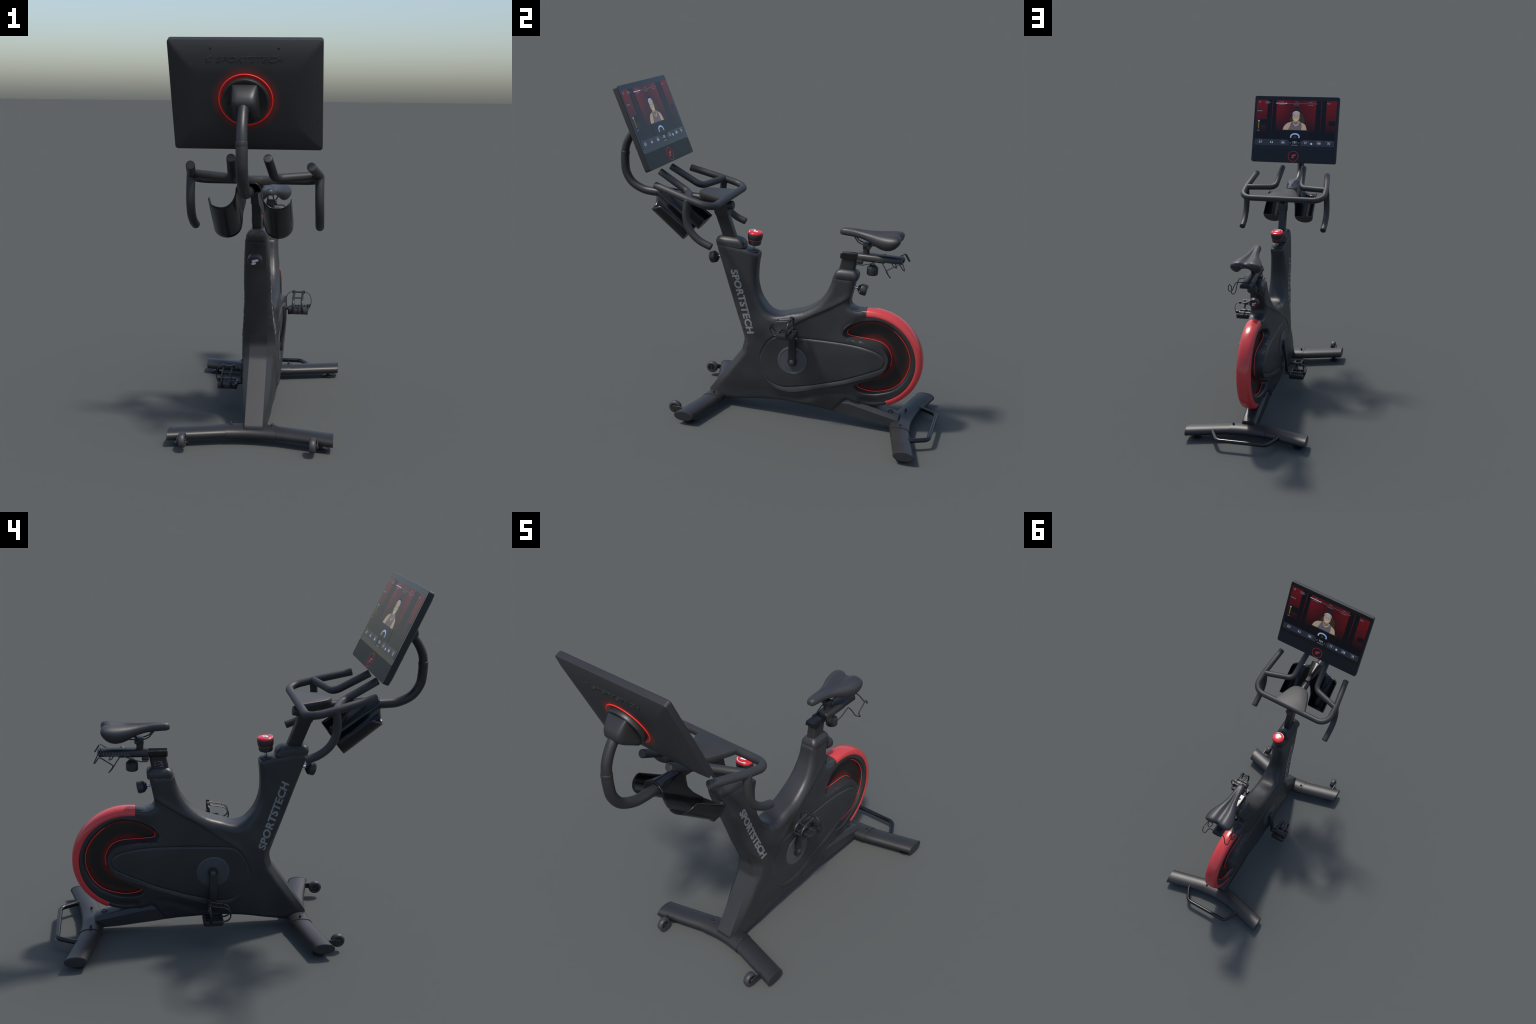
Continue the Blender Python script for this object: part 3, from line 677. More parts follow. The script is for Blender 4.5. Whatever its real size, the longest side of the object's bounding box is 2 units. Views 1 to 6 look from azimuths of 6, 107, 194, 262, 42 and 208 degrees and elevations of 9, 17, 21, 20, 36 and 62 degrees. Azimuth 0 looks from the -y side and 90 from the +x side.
def box(s0, t0, s1, t1): a = sp(s0, t0); b = sp(s1, t1); return [(a[0], b[1]), (b[0], b[1]), (b[0], a[1]), (a[0], a[1])]
# instructor stand-in
piece("picture_chair", ell(0.520, 0.44, 0.092, 0.16), "pic_gold", 0)
piece("picture_hair", ell(0.505, 0.185, 0.030, 0.055), "pic_hair", 1)
piece("picture_hair", ell(0.503, 0.295, 0.050, 0.085), "pic_hair", 1)
sh = spline([sp(*p) for p in ((0.345, 0.652), (0.36, 0.57), (0.40, 0.50), (0.455, 0.47), (0.475, 0.455), (0.54, 0.455), (0.565, 0.48), (0.615, 0.52), (0.635, 0.58), (0.645, 0.652))], 4)
piece("picture_shoulders", sh, "pic_skin", 2)
tp = [sp(*p) for p in ((0.412, 0.652), (0.432, 0.57), (0.448, 0.475), (0.468, 0.468), (0.478, 0.53), (0.505, 0.575), (0.540, 0.53), (0.553, 0.472), (0.572, 0.487), (0.580, 0.57), (0.577, 0.652))]
piece("picture_vest", tp, "pic_top", 3)
piece("picture_neck", [sp(*p) for p in ((0.474, 0.40), (0.535, 0.40), (0.538, 0.50), (0.505, 0.545), (0.476, 0.50))], "pic_shade", 4)
piece("picture_face", ell(0.503, 0.365, 0.044, 0.108), "pic_skin", 5)
hbnd = [sp(0.503 + 0.050 * math.cos(a), 0.315 - 0.085 * math.sin(a)) for a in np.linspace(0.1, math.pi - 0.1, 16)] + [sp(0.503 + 0.043 * math.cos(a), 0.318 - 0.055 * math.sin(a)) for a in np.linspace(math.pi - 0.1, 0.1, 16)]
piece("picture_headband", hbnd, "pic_band", 6)
piece("picture_smile", [sp(0.502 + 0.022 * math.cos(a), 0.418 + 0.022 * math.sin(a)) for a in np.linspace(0, math.pi, 12)], "pic_white", 6)
for sx in (0.486, 0.520): piece("picture_eye", ell(sx, 0.345, 0.008, 0.010, 12), "pic_shade", 6)
piece("picture_desk", box(0.330, 0.652, 0.680, 0.858), "pic_dark", 6)
piece("picture_desk_edge", box(0.332, 0.650, 0.678, 0.662), "pic_gold", 7)
# monitors/silhouettes left and right
piece("picture_block", box(0.045, 0.43, 0.165, 0.56), "pic_dark", 1); piece("picture_block", box(0.915, 0.44, 0.995, 0.54), "pic_dark", 1)
# gauge arc
ga = [sp(0.505 + 0.060 * math.cos(a), 0.800 - 0.080 * math.sin(a)) for a in np.linspace(-0.35, math.pi + 0.35, 26)] + [sp(0.505 + 0.045 * math.cos(a), 0.802 - 0.052 * math.sin(a)) for a in np.linspace(math.pi + 0.35, -0.35, 26)]
piece("gauge_arc", ga, "pic_blue", 8); piece("gauge_hub", ell(0.505, 0.81, 0.018, 0.03), "pic_gold", 8)
# lower bars with rounded inner corners
lb = [sp(0, 1.0), sp(0.44, 1.0), sp(0.44, 0.92), sp(0.432, 0.885), sp(0.412, 0.866), sp(0, 0.866)]
piece("data_bar", lb, "pic_bar", 7); piece("data_bar", [(-x, y) for x, y in lb][::-1] if False else [sp(0.575, 1.0), sp(1, 1.0), sp(1, 0.866), sp(0.603, 0.866), sp(0.583, 0.885), sp(0.575, 0.92)], "pic_bar", 7)
g = Geo()
def words(txt, s, t, size, lay=9, mat=None):
    c = sp(s, t); V, F = text_geo(txt, size, 0.0006, res=2, bold=0.0003)
    g.add(([(p[0] + c[0], p[1] + c[1], p[2] + 0.0023 + 0.00008 * lay) for p in V], F))
for txt, s_ in (("0.7", .075), ("4.6", .215), ("86", .36), ("17", .640), ("108", .805), ("72", .930)): words(txt, s_, 0.935, 0.021)
words("131", 0.505, 0.925, 0.024)
g.obj("screen_numbers", "pic_white", disp, smooth=False).data.transform(DM)
g = Geo()
def dash(s0, s1, t, w=0.007, lay=8): g.add(prism(box(s0, t - w / 2, s1, t + w / 2), 0.0015, 0.0023 + 0.00008 * lay))
for s_, w_ in ((.075, .02), (.215, .012), (.36, .03), (.640, .025), (.805, .03), (.930, .04)): dash(s_ - w_, s_ + w_, 0.892, .010)
for s_ in (.335, .385, .455, .555, .605, .675): dash(s_ - .009, s_ + .009, 0.925, .010); dash(s_ - .006, s_ + .006, 0.950, .008)
dash(0.462, 0.548, 0.985, .016)
dash(0.238, 0.765, 0.067, .006)
for s_ in (.315, .50, .675): dash(s_ - .02, s_ + .02, 0.035, .010); dash(s_ - .036, s_ + .036, 0.098, .010)
for k, w_ in enumerate((.022, .034, .018)): dash(0.135 - w_, 0.135 + w_, 0.035 + 0.020 * k, .011)
dash(0.878, 0.922, 0.058, .018); dash(0.008, 0.072, 0.245, .018); dash(0.022, 0.050, 0.68, .018)
g.obj("screen_captions", "pic_grey", disp, smooth=False).data.transform(DM)
piece("progress_line", box(0.238, 0.060, 0.375, 0.074), "pic_white", 9); piece("progress_mark", ell(0.375, 0.067, 0.005, 0.014, 16), "pic_white", 9)
piece("slider_line", box(0.0345, 0.48, 0.0405, 0.64), "pic_green", 8); piece("slider_knob", ell(0.0375, 0.468, 0.009, 0.015, 16), "pic_white", 9)
piece("menu_dot", ell(0.032, 0.048, 0.011, 0.020, 16), "pic_grey", 8); piece("record_dot", ell(0.715, 0.945, 0.013, 0.023, 16), "pic_white", 9)
# red ring emblem on the chin
ring = [(0.0385 * math.cos(a), 0.047 + 0.0385 * math.sin(a), 0.0013) for a in np.linspace(0, 2 * math.pi, 65)]
dadd("chin_ring", sweep(ring, 0.0011, 8, caps=False), "led")
M["redmark"] = material("red_mark", (0.55, 0.03, 0.03), 0.35, vary=0.02, emit=(0.8, 0.03, 0.03), emit_strength=0.10)
dadd("chin_mark", xf(emblem(0.0345, 0.0005, 0.0019), Matrix.Translation((0, 0.047, 0))), "redmark", smooth=False)
# back: light ring, its red spill baked into the housing colour, mounting disc and block
def back(vf, s=0.247): # local pieces defined looking at the back: x to the looker's right (world +x)
    V, F = vf; return [(-p[0], s + p[1], -p[2]) for p in V], F
M["halo"] = bpy.data.materials.new("housing_painted_red_halo"); mh = M["halo"]; mh.use_nodes = True
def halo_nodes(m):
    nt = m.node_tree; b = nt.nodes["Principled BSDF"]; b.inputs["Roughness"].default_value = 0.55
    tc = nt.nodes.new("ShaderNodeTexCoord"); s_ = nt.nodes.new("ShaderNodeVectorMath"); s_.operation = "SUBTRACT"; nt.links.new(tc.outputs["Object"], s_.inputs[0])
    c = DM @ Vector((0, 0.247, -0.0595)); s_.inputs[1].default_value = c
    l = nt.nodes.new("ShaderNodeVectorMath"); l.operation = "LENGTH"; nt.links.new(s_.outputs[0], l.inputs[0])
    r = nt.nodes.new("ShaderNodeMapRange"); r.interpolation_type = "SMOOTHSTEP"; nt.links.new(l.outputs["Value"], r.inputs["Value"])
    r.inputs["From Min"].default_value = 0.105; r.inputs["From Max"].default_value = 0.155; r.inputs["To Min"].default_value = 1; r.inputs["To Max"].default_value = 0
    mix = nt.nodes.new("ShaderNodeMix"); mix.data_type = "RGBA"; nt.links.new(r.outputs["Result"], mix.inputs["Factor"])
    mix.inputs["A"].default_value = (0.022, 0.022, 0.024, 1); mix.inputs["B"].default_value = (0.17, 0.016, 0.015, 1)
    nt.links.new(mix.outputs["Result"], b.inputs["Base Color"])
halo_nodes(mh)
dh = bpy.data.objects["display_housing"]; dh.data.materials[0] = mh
dadd("ring_base", back(lathe([(0.098, 0.055), (0.1130, 0.055), (0.1130, 0.0622), (0.098, 0.0612)], 72, True)), "ring_red", angle=25)
dadd("light_ring", back(lathe([(0.1125, 0.055), (0.1165, 0.055), (0.1165, 0.0625), (0.115, 0.0640), (0.1132, 0.0636), (0.1125, 0.0622), (0.1125, 0.055)], 72, False)), "led", angle=25)
dadd("mount_disc", back(lathe([(0.0, 0.055), (0.0995, 0.055), (0.1015, 0.066), (0.1015, 0.079), (0.099, 0.084), (0.094, 0.0855), (0.090, 0.084), (0.086, 0.0825), (0, 0.0825)], 72, False)), "plastic")
# block: rounded hood that the arm enters from below
BLOCK = ((-0.083, 0.100, 0.050), (-0.080, 0.106, 0.053), (-0.06, 0.121, 0.0545), (-0.03, 0.145, 0.0545), (0.0, 0.162, 0.0545), (0.022, 0.166, 0.054), (0.040, 0.157, 0.053), (0.054, 0.142, 0.0515), (0.066, 0.120, 0.050), (0.074, 0.100, 0.049), (0.078, 0.084, 0.048))
S = []
for yv, zt, hw in BLOCK:
    sec = []
    for k in range(25):
        a = math.pi * k / 24; cx = math.cos(a); sn = math.sin(a)
        flare = 1 + 0.10 * (1 - abs(sn)) ** 2
        sec.append((hw * flare * math.copysign(abs(cx) ** 0.42, cx), yv, 0.078 + (zt - 0.078) * abs(sn) ** 0.42))
    S.append(sec)
dadd("mount_block", back(loft(S)), "plastic", angle=50)
# dark slot where the arm enters, open towards the bottom
bt = np.array(BLOCK); S = []
for yv in np.concatenate([np.linspace(-0.0845, -0.03, 8), np.linspace(-0.025, 0.0015, 14)]):
    w_ = 0.029 * math.sqrt(max(0.02, 1 - max(0.0, (yv + 0.027) / 0.0295) ** 2)); zt = float(np.interp(yv, bt[:, 0], bt[:, 1])) + 0.0007
    S.append([(-w_, yv, zt - 0.03), (w_, yv, zt - 0.03), (w_, yv, zt), (-w_, yv, zt)])
dadd("arm_slot", back(loft(S)), "dark", smooth=False)
for sx in (-0.071, 0.071): dadd("mount_screw", back(xf(lathe([(0, 0), (0.0085, 0), (0.0085, 0.0008), (0, 0.0009)], 20, False), Matrix.Translation((sx, -0.006, 0.0825)))), "dark")
for sx in (-0.302, -0.142, 0.142, 0.302):
    for sy, zz in ((SH - 0.034 - 0.247, 0.0445), (0.026 - 0.247, 0.0425)):
        dadd("housing_screw", back(xf(lathe([(0, -0.003), (0.0042, -0.003), (0.0042, 0.0006), (0, 0.0007)], 16, False), Matrix.Translation((sx, sy, zz - 0.0055 * (abs(sx) > 0.25))))), "dark")
for sx in (-0.302, 0.302):
    for sy in (0.305, 0.150):
        dadd("housing_screw", back(xf(lathe([(0, -0.003), (0.0042, -0.003), (0.0042, 0.0006), (0, 0.0007)], 16, False), Matrix.Translation((sx, sy - 0.247, 0.0408)))), "dark")
# raised lettering on the back, tilted with the upper slope
V, F = text_geo("SPORTSTECH", 0.037, 0.003, shear=0.25, bold=0.0006); A = np.array(V)
A[:, 0] = (A[:, 0] - (A[:, 0].max() + A[:, 0].min()) / 2) * 0.285 / (A[:, 0].max() - A[:, 0].min()); A[:, 1] *= 0.024 / (A[:, 1].max() - A[:, 1].min())
tl = math.atan2(0.019, 0.125)
def back_depth(y): return float(np.interp((SH - 0.003 - 0.247 - y) / 0.125, [0, .22, .5, .8, 1], [.0312, .043, .0515, .0575, .0595]))
def slope_piece(A_, x, y): return [(p[0] + x, p[1] + y, back_depth(p[1] + y) + p[2] + 0.0003) for p in A_]
dadd("back_lettering", back((slope_piece(A, 0.024, 0.177), F)), "monitor", smooth=False)
ev, ef = emblem(0.021, -0.0015, 0.0015); ev = [Matrix.Rotation(math.radians(16), 3, "Z") @ Vector((p[0] * 1.25, p[1] * 1.2, p[2])) for p in ev]
dadd("back_mark", back((slope_piece(ev, -0.150, 0.179), ef)), "monitor", smooth=False)

# ------------------------------------------------------------------ SADDLE
def lerp_table(tab, y):
    t = np.array(tab); return [float(np.interp(y, t[:, 0], t[:, k])) for k in range(1, t.shape[1])]
#      y     half_w  top_z  low_z  groove  under(centre)
SAD = [(0.3655, 0.006, 1.188, 1.178, 0.0, 1.180), (0.368, 0.014, 1.197, 1.172, 0.0, 1.174), (0.374, 0.0205, 1.204, 1.168, 0.0, 1.171), (0.386, 0.0255, 1.2085, 1.166, 0.0005, 1.169),
       (0.41, 0.0285, 1.2100, 1.165, 0.002, 1.169), (0.45, 0.0310, 1.2090, 1.163, 0.005, 1.169), (0.49, 0.0370, 1.2060, 1.159, 0.009, 1.168), (0.53, 0.0480, 1.2040, 1.149, 0.013, 1.167),
       (0.56, 0.0610, 1.2040, 1.137, 0.015, 1.166), (0.59, 0.0760, 1.2050, 1.121, 0.017, 1.164), (0.62, 0.0890, 1.2070, 1.111, 0.018, 1.162), (0.65, 0.0985, 1.2090, 1.109, 0.018, 1.161),
       (0.675, 0.1020, 1.2110, 1.115, 0.018, 1.160), (0.695, 0.1010, 1.2110, 1.127, 0.018, 1.160), (0.710, 0.0965, 1.2085, 1.143, 0.017, 1.162), (0.718, 0.0900, 1.2030, 1.154, 0.014, 1.164), (0.7225, 0.0800, 1.194, 1.164, 0.008, 1.168), (0.7245, 0.0680, 1.186, 1.172, 0.003, 1.174)]
S = []
ys = np.concatenate([np.linspace(0.3655, 0.39, 9), np.linspace(0.40, 0.69, 30), np.linspace(0.698, 0.7245, 11)])
def catmull_tab(y): return lerp_table(SAD, y)
def saddle_top(x, y):
    w, zt, zb, gr, zu = catmull_tab(y); lobe = float(smooth((y - 0.50) / 0.12)); u = min(1.0, abs(x) / w)
    zm = zb + (0.42 + 0.08 * lobe) * (zt - zb)
    return zm + (zt - zm) * (1 - u ** 2.7) ** (1 / 2.3) - gr * math.exp(-(x / (0.011 + 0.013 * lobe)) ** 2)
def sad_y(x, y): return y - max(0.0, y - 0.66) * 0.30 * math.exp(-(x / 0.024) ** 2)
for y in ys:
    w, zt, zb, gr, zu = catmull_tab(y); sec = []; lobe = float(smooth((y - 0.50) / 0.12)); zm = zb + (0.42 + 0.08 * lobe) * (zt - zb)
    for k in range(41):          # over the top
        c = math.cos(math.pi * (1 - k / 40)); x = w * math.copysign(abs(c) ** 0.72, c)
        sec.append((X0 + 0.004 + x, sad_y(x, y), saddle_top(x, y)))
    for k in range(1, 24):      # side tucks in, underside is hollow between the lobes
        c = math.cos(math.pi * k / 24); x = w * math.copysign(abs(c) ** 0.72, c); u = abs(x) / w
        low = zb + (max(zu, zb) - zb) * (1 - smooth((u - 0.15) / 0.55))
        z = zm - (zm - low) * (1 - u ** 3.2) ** (1 / 2.2)
        sec.append((X0 + 0.004 + x, sad_y(x, y), z))
    S.append(sec)
sad = empty("saddle", (0, 0, 0), bike)
V, F = loft(S); so = new_obj("saddle_cushion", V, F, "saddle", sad, angle=70)
md = so.modifiers.new("s", "SMOOTH"); md.factor = 0.5; md.iterations = 2
me = bpy.data.meshes.new_from_object(so.evaluated_get(bpy.context.evaluated_depsgraph_get())); so.modifiers.clear(); so.data = me; me.shade_smooth()
# pressed mark on the right lobe, small print at the back
ev, ef = emblem(0.012, -0.001, 0.0009)
ev = [(X0 + 0.050 + p[1], 0.635 + p[0], saddle_top(0.050 + p[1], 0.635 + p[0]) + p[2] - 0.0012) for p in ev]
new_obj("saddle_mark", ev, ef, "plastic", sad, smooth=False)
tv, tf = text_geo("SPORTSTECH", 0.009, 0.0008)
new_obj("saddle_print", [(X0 + 0.004 - p[0], 0.7135 + 0.0022 * (1 - (p[0] / 0.04) ** 2) * -1 + 0.0075 * min(1, abs(p[0] - 0.0) / 0.03), 1.178 + p[1]) for p in tv], tf, "scale", sad, smooth=False)
# rails under the saddle
for s in (1, -1):
    rail = fillet([(X0 + s * 0.012, 0.445, 1.172), (X0 + s * 0.018, 0.475, 1.136), (X0 + s * 0.021, 0.50, 1.126), (X0 + s * 0.022, 0.575, 1.126), (X0 + s * 0.035, 0.640, 1.150), (X0 + s * 0.045, 0.69, 1.168)], 0.02, 6)
    Geo().add(sweep(rail, 0.0035, 10)).obj("saddle_rail", "wire", sad)
g = Geo().add(sweep([(X0, 0.524, 1.05), (X0, 0.522, 1.112)], 0.0185, 24)); g.add(xf(rbox(0.026, 0.017, 0.011, 0.006, 0.003), Matrix.Translation((X0, 0.521, 1.122)))); g.add(xf(rbox(0.017, 0.021, 0.012, 0.006, 0.003), Matrix.Translation((X0, 0.524, 1.107))))
g.add(sweep([(X0 - 0.030, 0.541, 1.112), (X0 + 0.030, 0.541, 1.112)], 0.011, 16)); g.obj("saddle_clamp", "plastic", sad)

# ------------------------------------------------------------------ seat slider
sl = empty("seat_slider", (0, 0, 0), bike)
def yloft(secs, name, mat, par):
    V, F = loft([[(X0 + x, y, z) for x, z in s] for y, s in secs]); return new_obj(name, V, F, mat, par)
# lower track: open channel with upturned flange
tr = [(-0.036, 1.036), (-0.034, 1.032), (0.034, 1.032), (0.036, 1.0365), (0.030, 1.038), (0.0285, 1.058), (0.025, 1.060), (0.023, 1.058), (0.018, 1.052), (-0.018, 1.052), (-0.022, 1.058), (-0.025, 1.060), (-0.0285, 1.058), (-0.030, 1.038)]
tr = [(x, z) for x, z in tr]
yloft([(0.380, tr), (0.636, tr)], "seat_track", "gloss", sl)
Geo().add(xf(lathe([(0, 0), (0.007, 0), (0.007, 0.0009), (0, 0.0009)], 20, False), Matrix.Translation((X0, 0.415, 1.0522)))).obj("track_hole", "dark", sl)
def domed(hx, z0, z1, e=0.0):
    return [(-hx + e, z0), (hx - e, z0), (hx, z0 + 0.003), (hx, z0 + 0.012), (hx - 0.003, z1 - 0.008), (hx - 0.010, z1 - 0.002), (hx - 0.016, z1), (-hx + 0.016, z1), (-hx + 0.010, z1 - 0.002), (-hx + 0.003, z1 - 0.008), (-hx, z0 + 0.012), (-hx, z0 + 0.003)]
def sc_(s, k, cz): return [(x * k, cz + (z - cz) * k) for x, z in s]
D = domed(0.0365, 1.0385, 1.0705)
yloft([(0.4800, sc_(D, .90, 1.053)), (0.4815, sc_(D, .96, 1.053)), (0.4850, D), (0.733, D), (0.7365, sc_(D, .96, 1.053)), (0.738, sc_(D, .88, 1.053))], "seat_rail", "steel", sl)
Geo().add(xf(rbox(0.024, 0.006, 0.0085, 0.005, 0.002), frame_from_axis((X0, 0.7375, 1.054), (0, 0, 1)))).obj("rail_end_plug", "dark", sl)
Geo().add(xf(rbox(0.014, 0.018, 0.010, 0.004, 0.002), Matrix.Translation((X0 + 0.04, 0.497, 1.028)))).add(xf(rbox(0.014, 0.018, 0.010, 0.004, 0.002), Matrix.Translation((X0 - 0.04, 0.497, 1.028)))).add(xf(rbox(0.05, 0.012, 0.005, 0.004, 0.002), Matrix.Translation((X0, 0.497, 1.026)))).obj("rack_bracket", "plastic", sl)
g = Geo()
for k in range(9):
    y = 0.712 - 0.0157 * k
    g.add(prism(rrect(0.0006, 0.0065 if True else 0, 0.0003), -0.0004, 0.0006))
    n0 = len(g.v) - 8 * 0
g = Geo()
for k in range(9):
    y = 0.712 - 0.0157 * k
    for dy, hz, zc in ((0, 0.0085, 1.0565), (0.0052, 0.0035, 1.0485), (0.0104, 0.0035, 1.0485)):
        V, F = rbox(0.0005, 0.0007, hz, 0.0003, 0.0002); g.add(([(p[0] + X0 - 0.0367, p[1] + y - dy, p[2] + zc - 0.004) for p in V], F))
g.obj("rail_scale", "scale", sl, smooth=False)
# dumbbell wire rack
rk = [(0.068, 0.485, 1.019), (0.068, 0.52, 1.019), (0.072, 0.56, 1.032), (0.071, 0.622, 1.058), (0.078, 0.640, 1.034), (0.083, 0.672, 0.984), (0.096, 0.690, 0.972), (0.110, 0.682, 0.983), (0.112, 0.660, 1.015), (0.108, 0.733, 1.064), (0.107, 0.752, 1.034), (0.094, 0.763, 1.022), (0.080, 0.757, 1.030), (0.066, 0.738, 1.066), (0.055, 0.732, 1.079)]
full = [(X0 + x, y, z) for x, y, z in rk] + [(X0 - x, y, z) for x, y, z in rk[::-1]]
Geo().add(sweep(fillet(full, 0.011, 5), 0.0031, 8)).obj("dumbbell_rack", "wire", sl)

# ------------------------------------------------------------------ FEET
def oval(hy, hz, n=40, p=2.15):
    out = []
    for k in range(n):
        a = 2 * math.pi * k / n; c, s = math.cos(a), math.sin(a)
        out.append((hy * math.copysign(abs(c) ** (2 / p), c), hz * math.copysign(abs(s) ** (2 / p), s)))
    return out
def foot(cx, half, yc, bend, zc, hy, hz, name, lean):
    e = empty(name, (cx, yc, 0), bike)
    c0 = 0.16; kk = bend / (2 * c0 * half - c0 * c0)      # arched in the middle, straight arms
    def cen(x): return yc + kk * (x * x if abs(x) <= c0 else 2 * c0 * abs(x) - c0 * c0)
    def sec(x, grow=0.0):
        return [(x, cen(x) + a - yc, zc + b) for a, b in oval(hy + grow, hz + grow)]
    xs = np.linspace(-half, half, 41)
    V, F = loft([sec(x) for x in xs]); new_obj("foot_tube", V, F, "steel", e)
    for s in (1, -1):     # end caps
        V, F = loft([sec(s * (half - 0.004), 0.0012), sec(s * (half + 0.003), 0.0012), sec(s * (half + 0.005), -0.002), sec(s * (half + 0.0052), -0.006)]); new_obj("foot_cap", V, F, "plastic", e)
    V, F = loft([sec(x, 0.0035 if 0 < i < 16 else 0.0005) for i, x in enumerate([-0.1225] + list(np.linspace(-0.122, 0.122, 15)) + [0.1225])]); new_obj("foot_sleeve", V, F, "steel", e)
    for s in (1, -1):
        b = s * 0.104
        Geo().add(xf(lathe([(0, -0.012), (0.010, -0.012), (0.010, 0.001), (0.0085, 0.003), (0.0070, 0.0035), (0.0070, 0.014), (0.0045, 0.0175), (0, 0.0178)], 20, False), Matrix.Translation((b, cen(b) - yc, zc + hz + 0.001)))).obj("foot_bolt", "pedal", e)
        xl = s * (half - 0.055)
        Geo().add(xf(lathe([(0, 0.0), (0.032, 0.0), (0.034, 0.003), (0.034, 0.008), (0.024, 0.012), (0.010, 0.013), (0.010, 0.04), (0, 0.04)], 32, False), Matrix.Translation((xl, cen(xl) - yc, 0)))).obj("leveling_pad", "plastic", e)
    return e, cen
ff, fcen = foot(-0.0035, 0.4015, -0.341, -0.084, 0.0580, 0.0575, 0.0292, "front_foot", 0)
rf, rcen = foot(0.003, 0.4015, 0.799, 0.080, 0.0535, 0.0575, 0.0290, "rear_foot", 0)
# transport wheels
for s in (1, -1):
    wx = -0.010 + s * 0.316; wy = -0.516; wz = 0.0615
    e = empty("transport_wheel", (wx, wy, wz), bike); ax = Matrix.Rotation(math.radians(90), 4, "Y")
    Geo().add(xf(lathe([(0.022, -0.0155), (0.031, -0.0162), (0.0355, -0.013), (0.0380, -0.007), (0.0386, 0), (0.0380, 0.007), (0.0355, 0.013), (0.031, 0.0162), (0.022, 0.0155), (0.022, -0.0155)], 40, False), ax)).obj("wheel_tyre", "tyre", e)
    g = Geo().add(xf(lathe([(0, -0.010), (0.010, -0.010), (0.010, 0.010), (0, 0.010)], 20, False), ax)); g.add(xf(lathe([(0.0225, -0.0105), (0.0225, 0.0105), (0.0185, 0.0105), (0.0185, -0.0105), (0.0225, -0.0105)], 32, False), ax))
    g.add(xf(lathe([(0, -0.005), (0.023, -0.007), (0.023, 0.007), (0, 0.007)], 32, False), ax))
    for k in range(6):
        a = math.pi * k / 3; g.add(sweep([(0, 0.008 * math.cos(a), 0.008 * math.sin(a)), (0, 0.019 * math.cos(a), 0.019 * math.sin(a))], 0.0035, 8))
    g.add(sweep([(-0.017, 0, 0), (0.030 * 0.6, 0, 0)], 0.0055, 12)); g.obj("wheel_hub", "plastic", e)
    g = Geo()
    bx = s * 0.0225
    arm2 = [(0.016 * math.cos(a), 0.016 * math.sin(a)) for a in np.linspace(math.radians(110), math.radians(290), 12)] + [(0.085, -0.018), (0.090, 0.0), (0.085, 0.012), (0.02, 0.016)]
    V, F = prism(arm2, -0.0028, 0.0028, 0.0006); g.add(([(bx + p[2], p[0], p[1]) for p in V], F)); g.obj("wheel_bracket", "steel", e)
# rear carry handle
hd = [(0.222, 0.862, 0.063), (0.214, 0.900, 0.063), (0.168, 0.984, 0.062), (-0.168, 0.984, 0.062), (-0.214, 0.900, 0.063), (-0.222, 0.862, 0.063)]
Geo().add(sweep(fillet([(x + 0.008, y, z) for x, y, z in hd], [0, .03, .045, .045, .03, 0], 8), 0.0132, 18)).obj("carry_handle", "gloss")
# rear beam between shell and rear foot
def beam_sec(y, zb, zt, hb, ht, ch):
    return [(X0 - hb, y, zb), (X0 + hb, y, zb), (X0 + hb, y, zt - ch), (X0 + hb - 0.003, y, zt - ch + 0.004), (X0 + ht + 0.002, y, zt - 0.002), (X0 + ht - 0.002, y, zt), (X0 - ht + 0.002, y, zt), (X0 - ht - 0.002, y, zt - 0.002), (X0 - hb + 0.003, y, zt - ch + 0.004), (X0 - hb, y, zt - ch)]
V, F = loft([beam_sec(0.37, 0.088, 0.15, .050, .040, .02), beam_sec(0.402, 0.083, 0.160, .054, .042, .025), beam_sec(0.455, 0.077, 0.178, .0555, .040, .030), beam_sec(0.49, 0.073, 0.181, .0555, .038, .032), beam_sec(0.55, 0.066, 0.165, .054, .037, .03), beam_sec(0.66, 0.053, 0.138, .0525, .037, .026), beam_sec(0.765, 0.046, 0.113, .050, .037, .022), beam_sec(0.785, 0.050, 0.106, .047, .034, .02)])
new_obj("rear_beam", V, F, "shell", angle=25)
Geo().add(xf(lathe([(0, -0.004), (0.017, -0.004), (0.017, 0.002), (0.014, 0.006), (0.009, 0.0065), (0.008, 0.004), (0, 0.004)], 28, False), frame_from_axis((X0 + 0.003, 0.735, 0.121), (0, 0.23, 0.97)))).obj("beam_bolt", "pedal")

# ------------------------------------------------------------------ CRANKS AND PEDALS
X0 = 0.0070
def crank(sgn):
    e = empty("crank", (X0, 0.141, 0.379), bike); up = sgn
    # arm polygon in (y,z), extruded in x with a slight outward set
    S = []
    for t in np.linspace(0, 1, 12):
        z = up * (-0.026 + t * 0.244); w = 0.0235 - 0.0065 * t
        if t < 0.12: w *= (0.75 + 2.1 * t)
        if t > 0.93: w *= 0.80
        xo = sgn * (0.098 + 0.014 * smooth((t - 0.05) / 0.7))
        S.append([(xo + a, b - 0.001, z) for a, b in rrect(0.0085, w, 0.005, 3)])
    V, F = loft(S); new_obj("crank_arm", V, F, "pedal", e)
    Geo().add(xf(lathe([(0, 0), (0.030, 0), (0.030, 0.012), (0.028, 0.014), (0, 0.014)], 32, False), frame_from_axis((sgn * 0.082, 0, 0), (sgn, 0, 0)))).obj("crank_boss", "pedal", e)
    Geo().add(xf(lathe([(0, 0), (0.0135, 0), (0.0135, 0.002), (0.012, 0.003), (0, 0.003)], 24, False), frame_from_axis((sgn * 0.1062, 0, 0), (sgn, 0, 0)))).obj("crank_bolt", "disc", e)
crank(1); crank(-1)
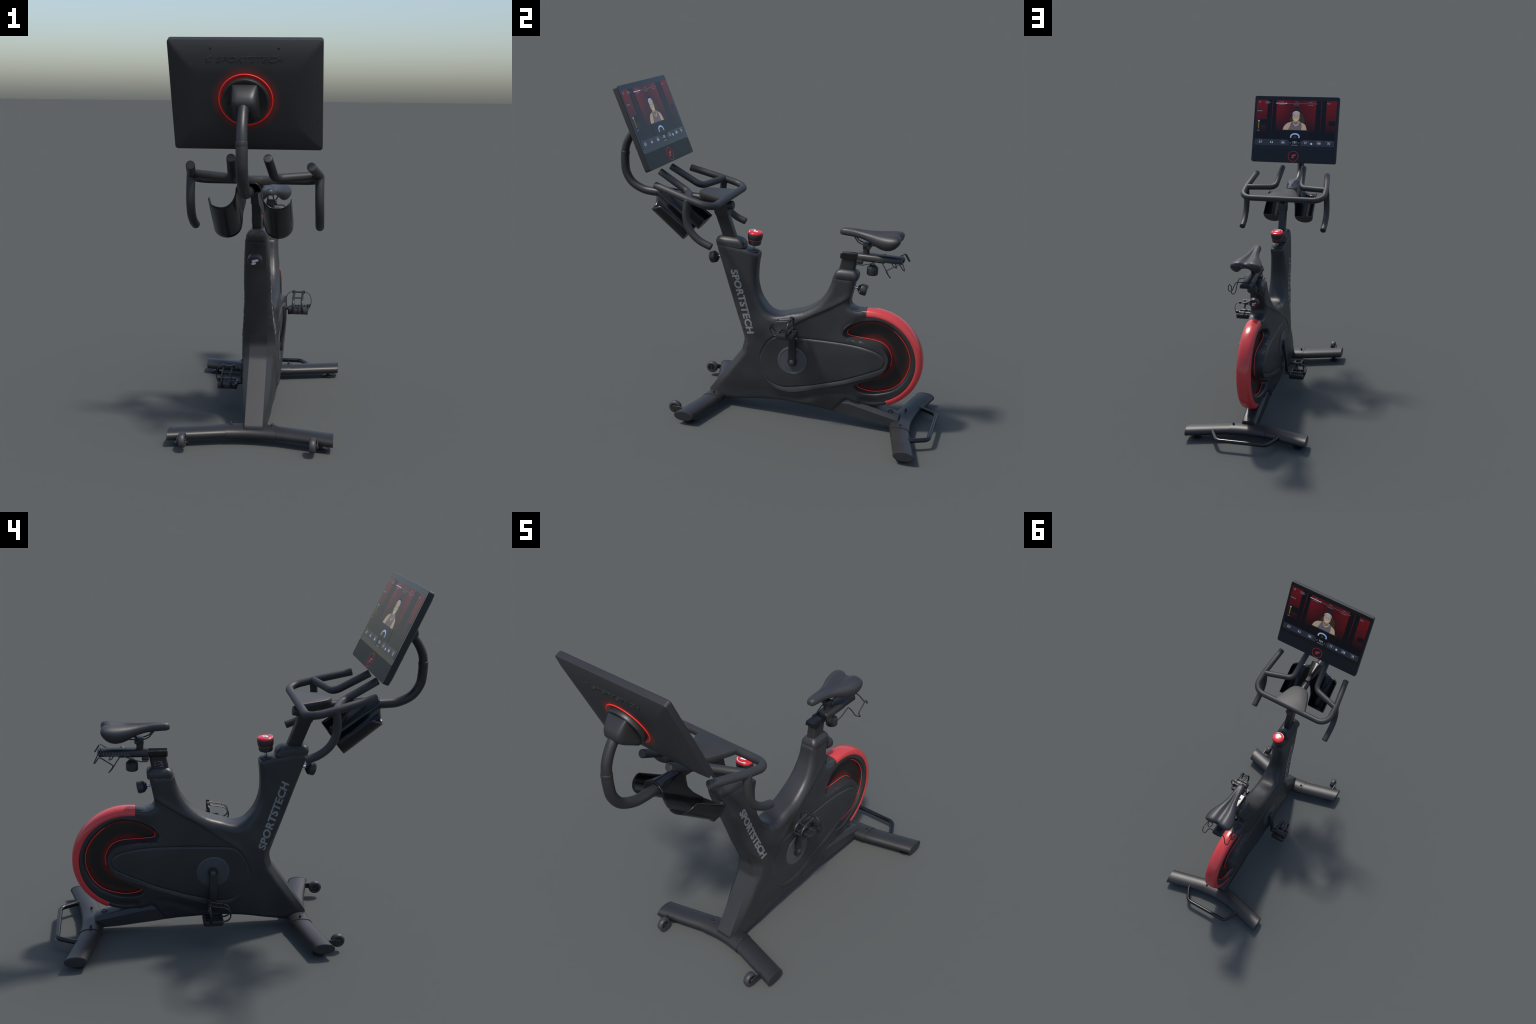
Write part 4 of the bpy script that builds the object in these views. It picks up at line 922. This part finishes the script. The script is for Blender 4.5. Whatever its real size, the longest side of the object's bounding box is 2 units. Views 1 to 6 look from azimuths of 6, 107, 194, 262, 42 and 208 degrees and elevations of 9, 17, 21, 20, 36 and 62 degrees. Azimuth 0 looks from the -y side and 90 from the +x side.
def pedal(sgn, y, z):
    px = sgn * 0.190; e = empty("pedal", (X0 - 0.003 + px, y, z), bike)
    Geo().add(sweep([(-sgn * 0.085, 0.012, 0.004), (-sgn * 0.03, 0.008, 0.002)], 0.0095, 14)).obj("pedal_axle", "pedal", e)
    # body: outer frame rails, core and ribs
    g = Geo()
    g.add(xf(rbox(0.048, 0.0075, 0.015, 0.005, 0.003), Matrix.Translation((0, 0.047, -0.004))))
    g.add(xf(rbox(0.048, 0.0075, 0.013, 0.005, 0.003), Matrix.Translation((0, -0.047, -0.004))))
    for s in (1, -1): g.add(xf(rbox(0.007, 0.047, 0.015, 0.004, 0.003), Matrix.Translation((s * 0.046, 0, -0.005))))
    g.add(sweep([(-0.046, 0.006, 0), (0.046, 0.006, 0)], 0.0145, 16))
    g.add(xf(rbox(0.044, 0.043, 0.008, 0.003, 0.002), Matrix.Translation((0, 0, -0.007))))
    for s in (-0.016, 0.016): g.add(xf(rbox(0.0045, 0.045, 0.009, 0.002, 0.002), Matrix.Translation((s, 0, -0.004))))
    for k in range(5): g.add(xf(rbox(0.004, 0.009, 0.003, 0.001, 0.001), Matrix.Translation((-0.032 + 0.016 * k, 0.047, 0.0125))))
    g.obj("pedal_body", "pedal", e)
    # toe cage: two strips curving from the front edge up and back, joined by cross bars
    g = Geo()
    for s in (-0.023, 0.023):
        strip = spline([(s * 1.25, -0.045, -0.008), (s * 1.2, -0.078, -0.002), (s * 1.05, -0.095, 0.022), (s, -0.088, 0.055), (s, -0.060, 0.074), (s, -0.01, 0.083), (s * 1.0, 0.022, 0.092)], 6)
        g.add(sweep(strip, 0.0066, 8, ry=0.0034))
    g.add(sweep([(-0.026, -0.093, 0.030), (0.026, -0.093, 0.030)], 0.004, 8)); g.add(sweep([(-0.027, -0.060, 0.0745), (0.027, -0.060, 0.0745)], 0.004, 8))
    g.add(xf(rbox(0.028, 0.008, 0.004, 0.002, 0.001), Matrix.Translation((0, 0.018, 0.091))))
    for s in (-0.027, 0.027): g.add(xf(rbox(0.007, 0.009, 0.008, 0.002, 0.001), Matrix.Translation((s, 0.018, 0.092))))
    g.obj("toe_cage", "pedal", e)
    lp = spline([(-0.046, 0.012, -0.012), (-0.062, 0.014, 0.012), (-0.068, 0.017, 0.045), (-0.058, 0.020, 0.078), (-0.038, 0.021, 0.090), (-0.02, 0.021, 0.093), (0.02, 0.021, 0.093), (0.038, 0.021, 0.090), (0.058, 0.020, 0.078), (0.068, 0.017, 0.045), (0.062, 0.014, 0.012), (0.046, 0.012, -0.012)], 5)
    Geo().add(sweep(lp, 0.0058, 8, ry=0.0018, up=(0, 1, 0))).obj("pedal_strap", "wire", e)
    Geo().add(xf(rbox(0.010, 0.009, 0.008, 0.003, 0.002), Matrix.Translation((sgn * 0.054, 0.016, 0.018)))).obj("strap_buckle", "pedal", e)
pedal(1, 0.127, 0.585); pedal(-1, 0.150, 0.152)
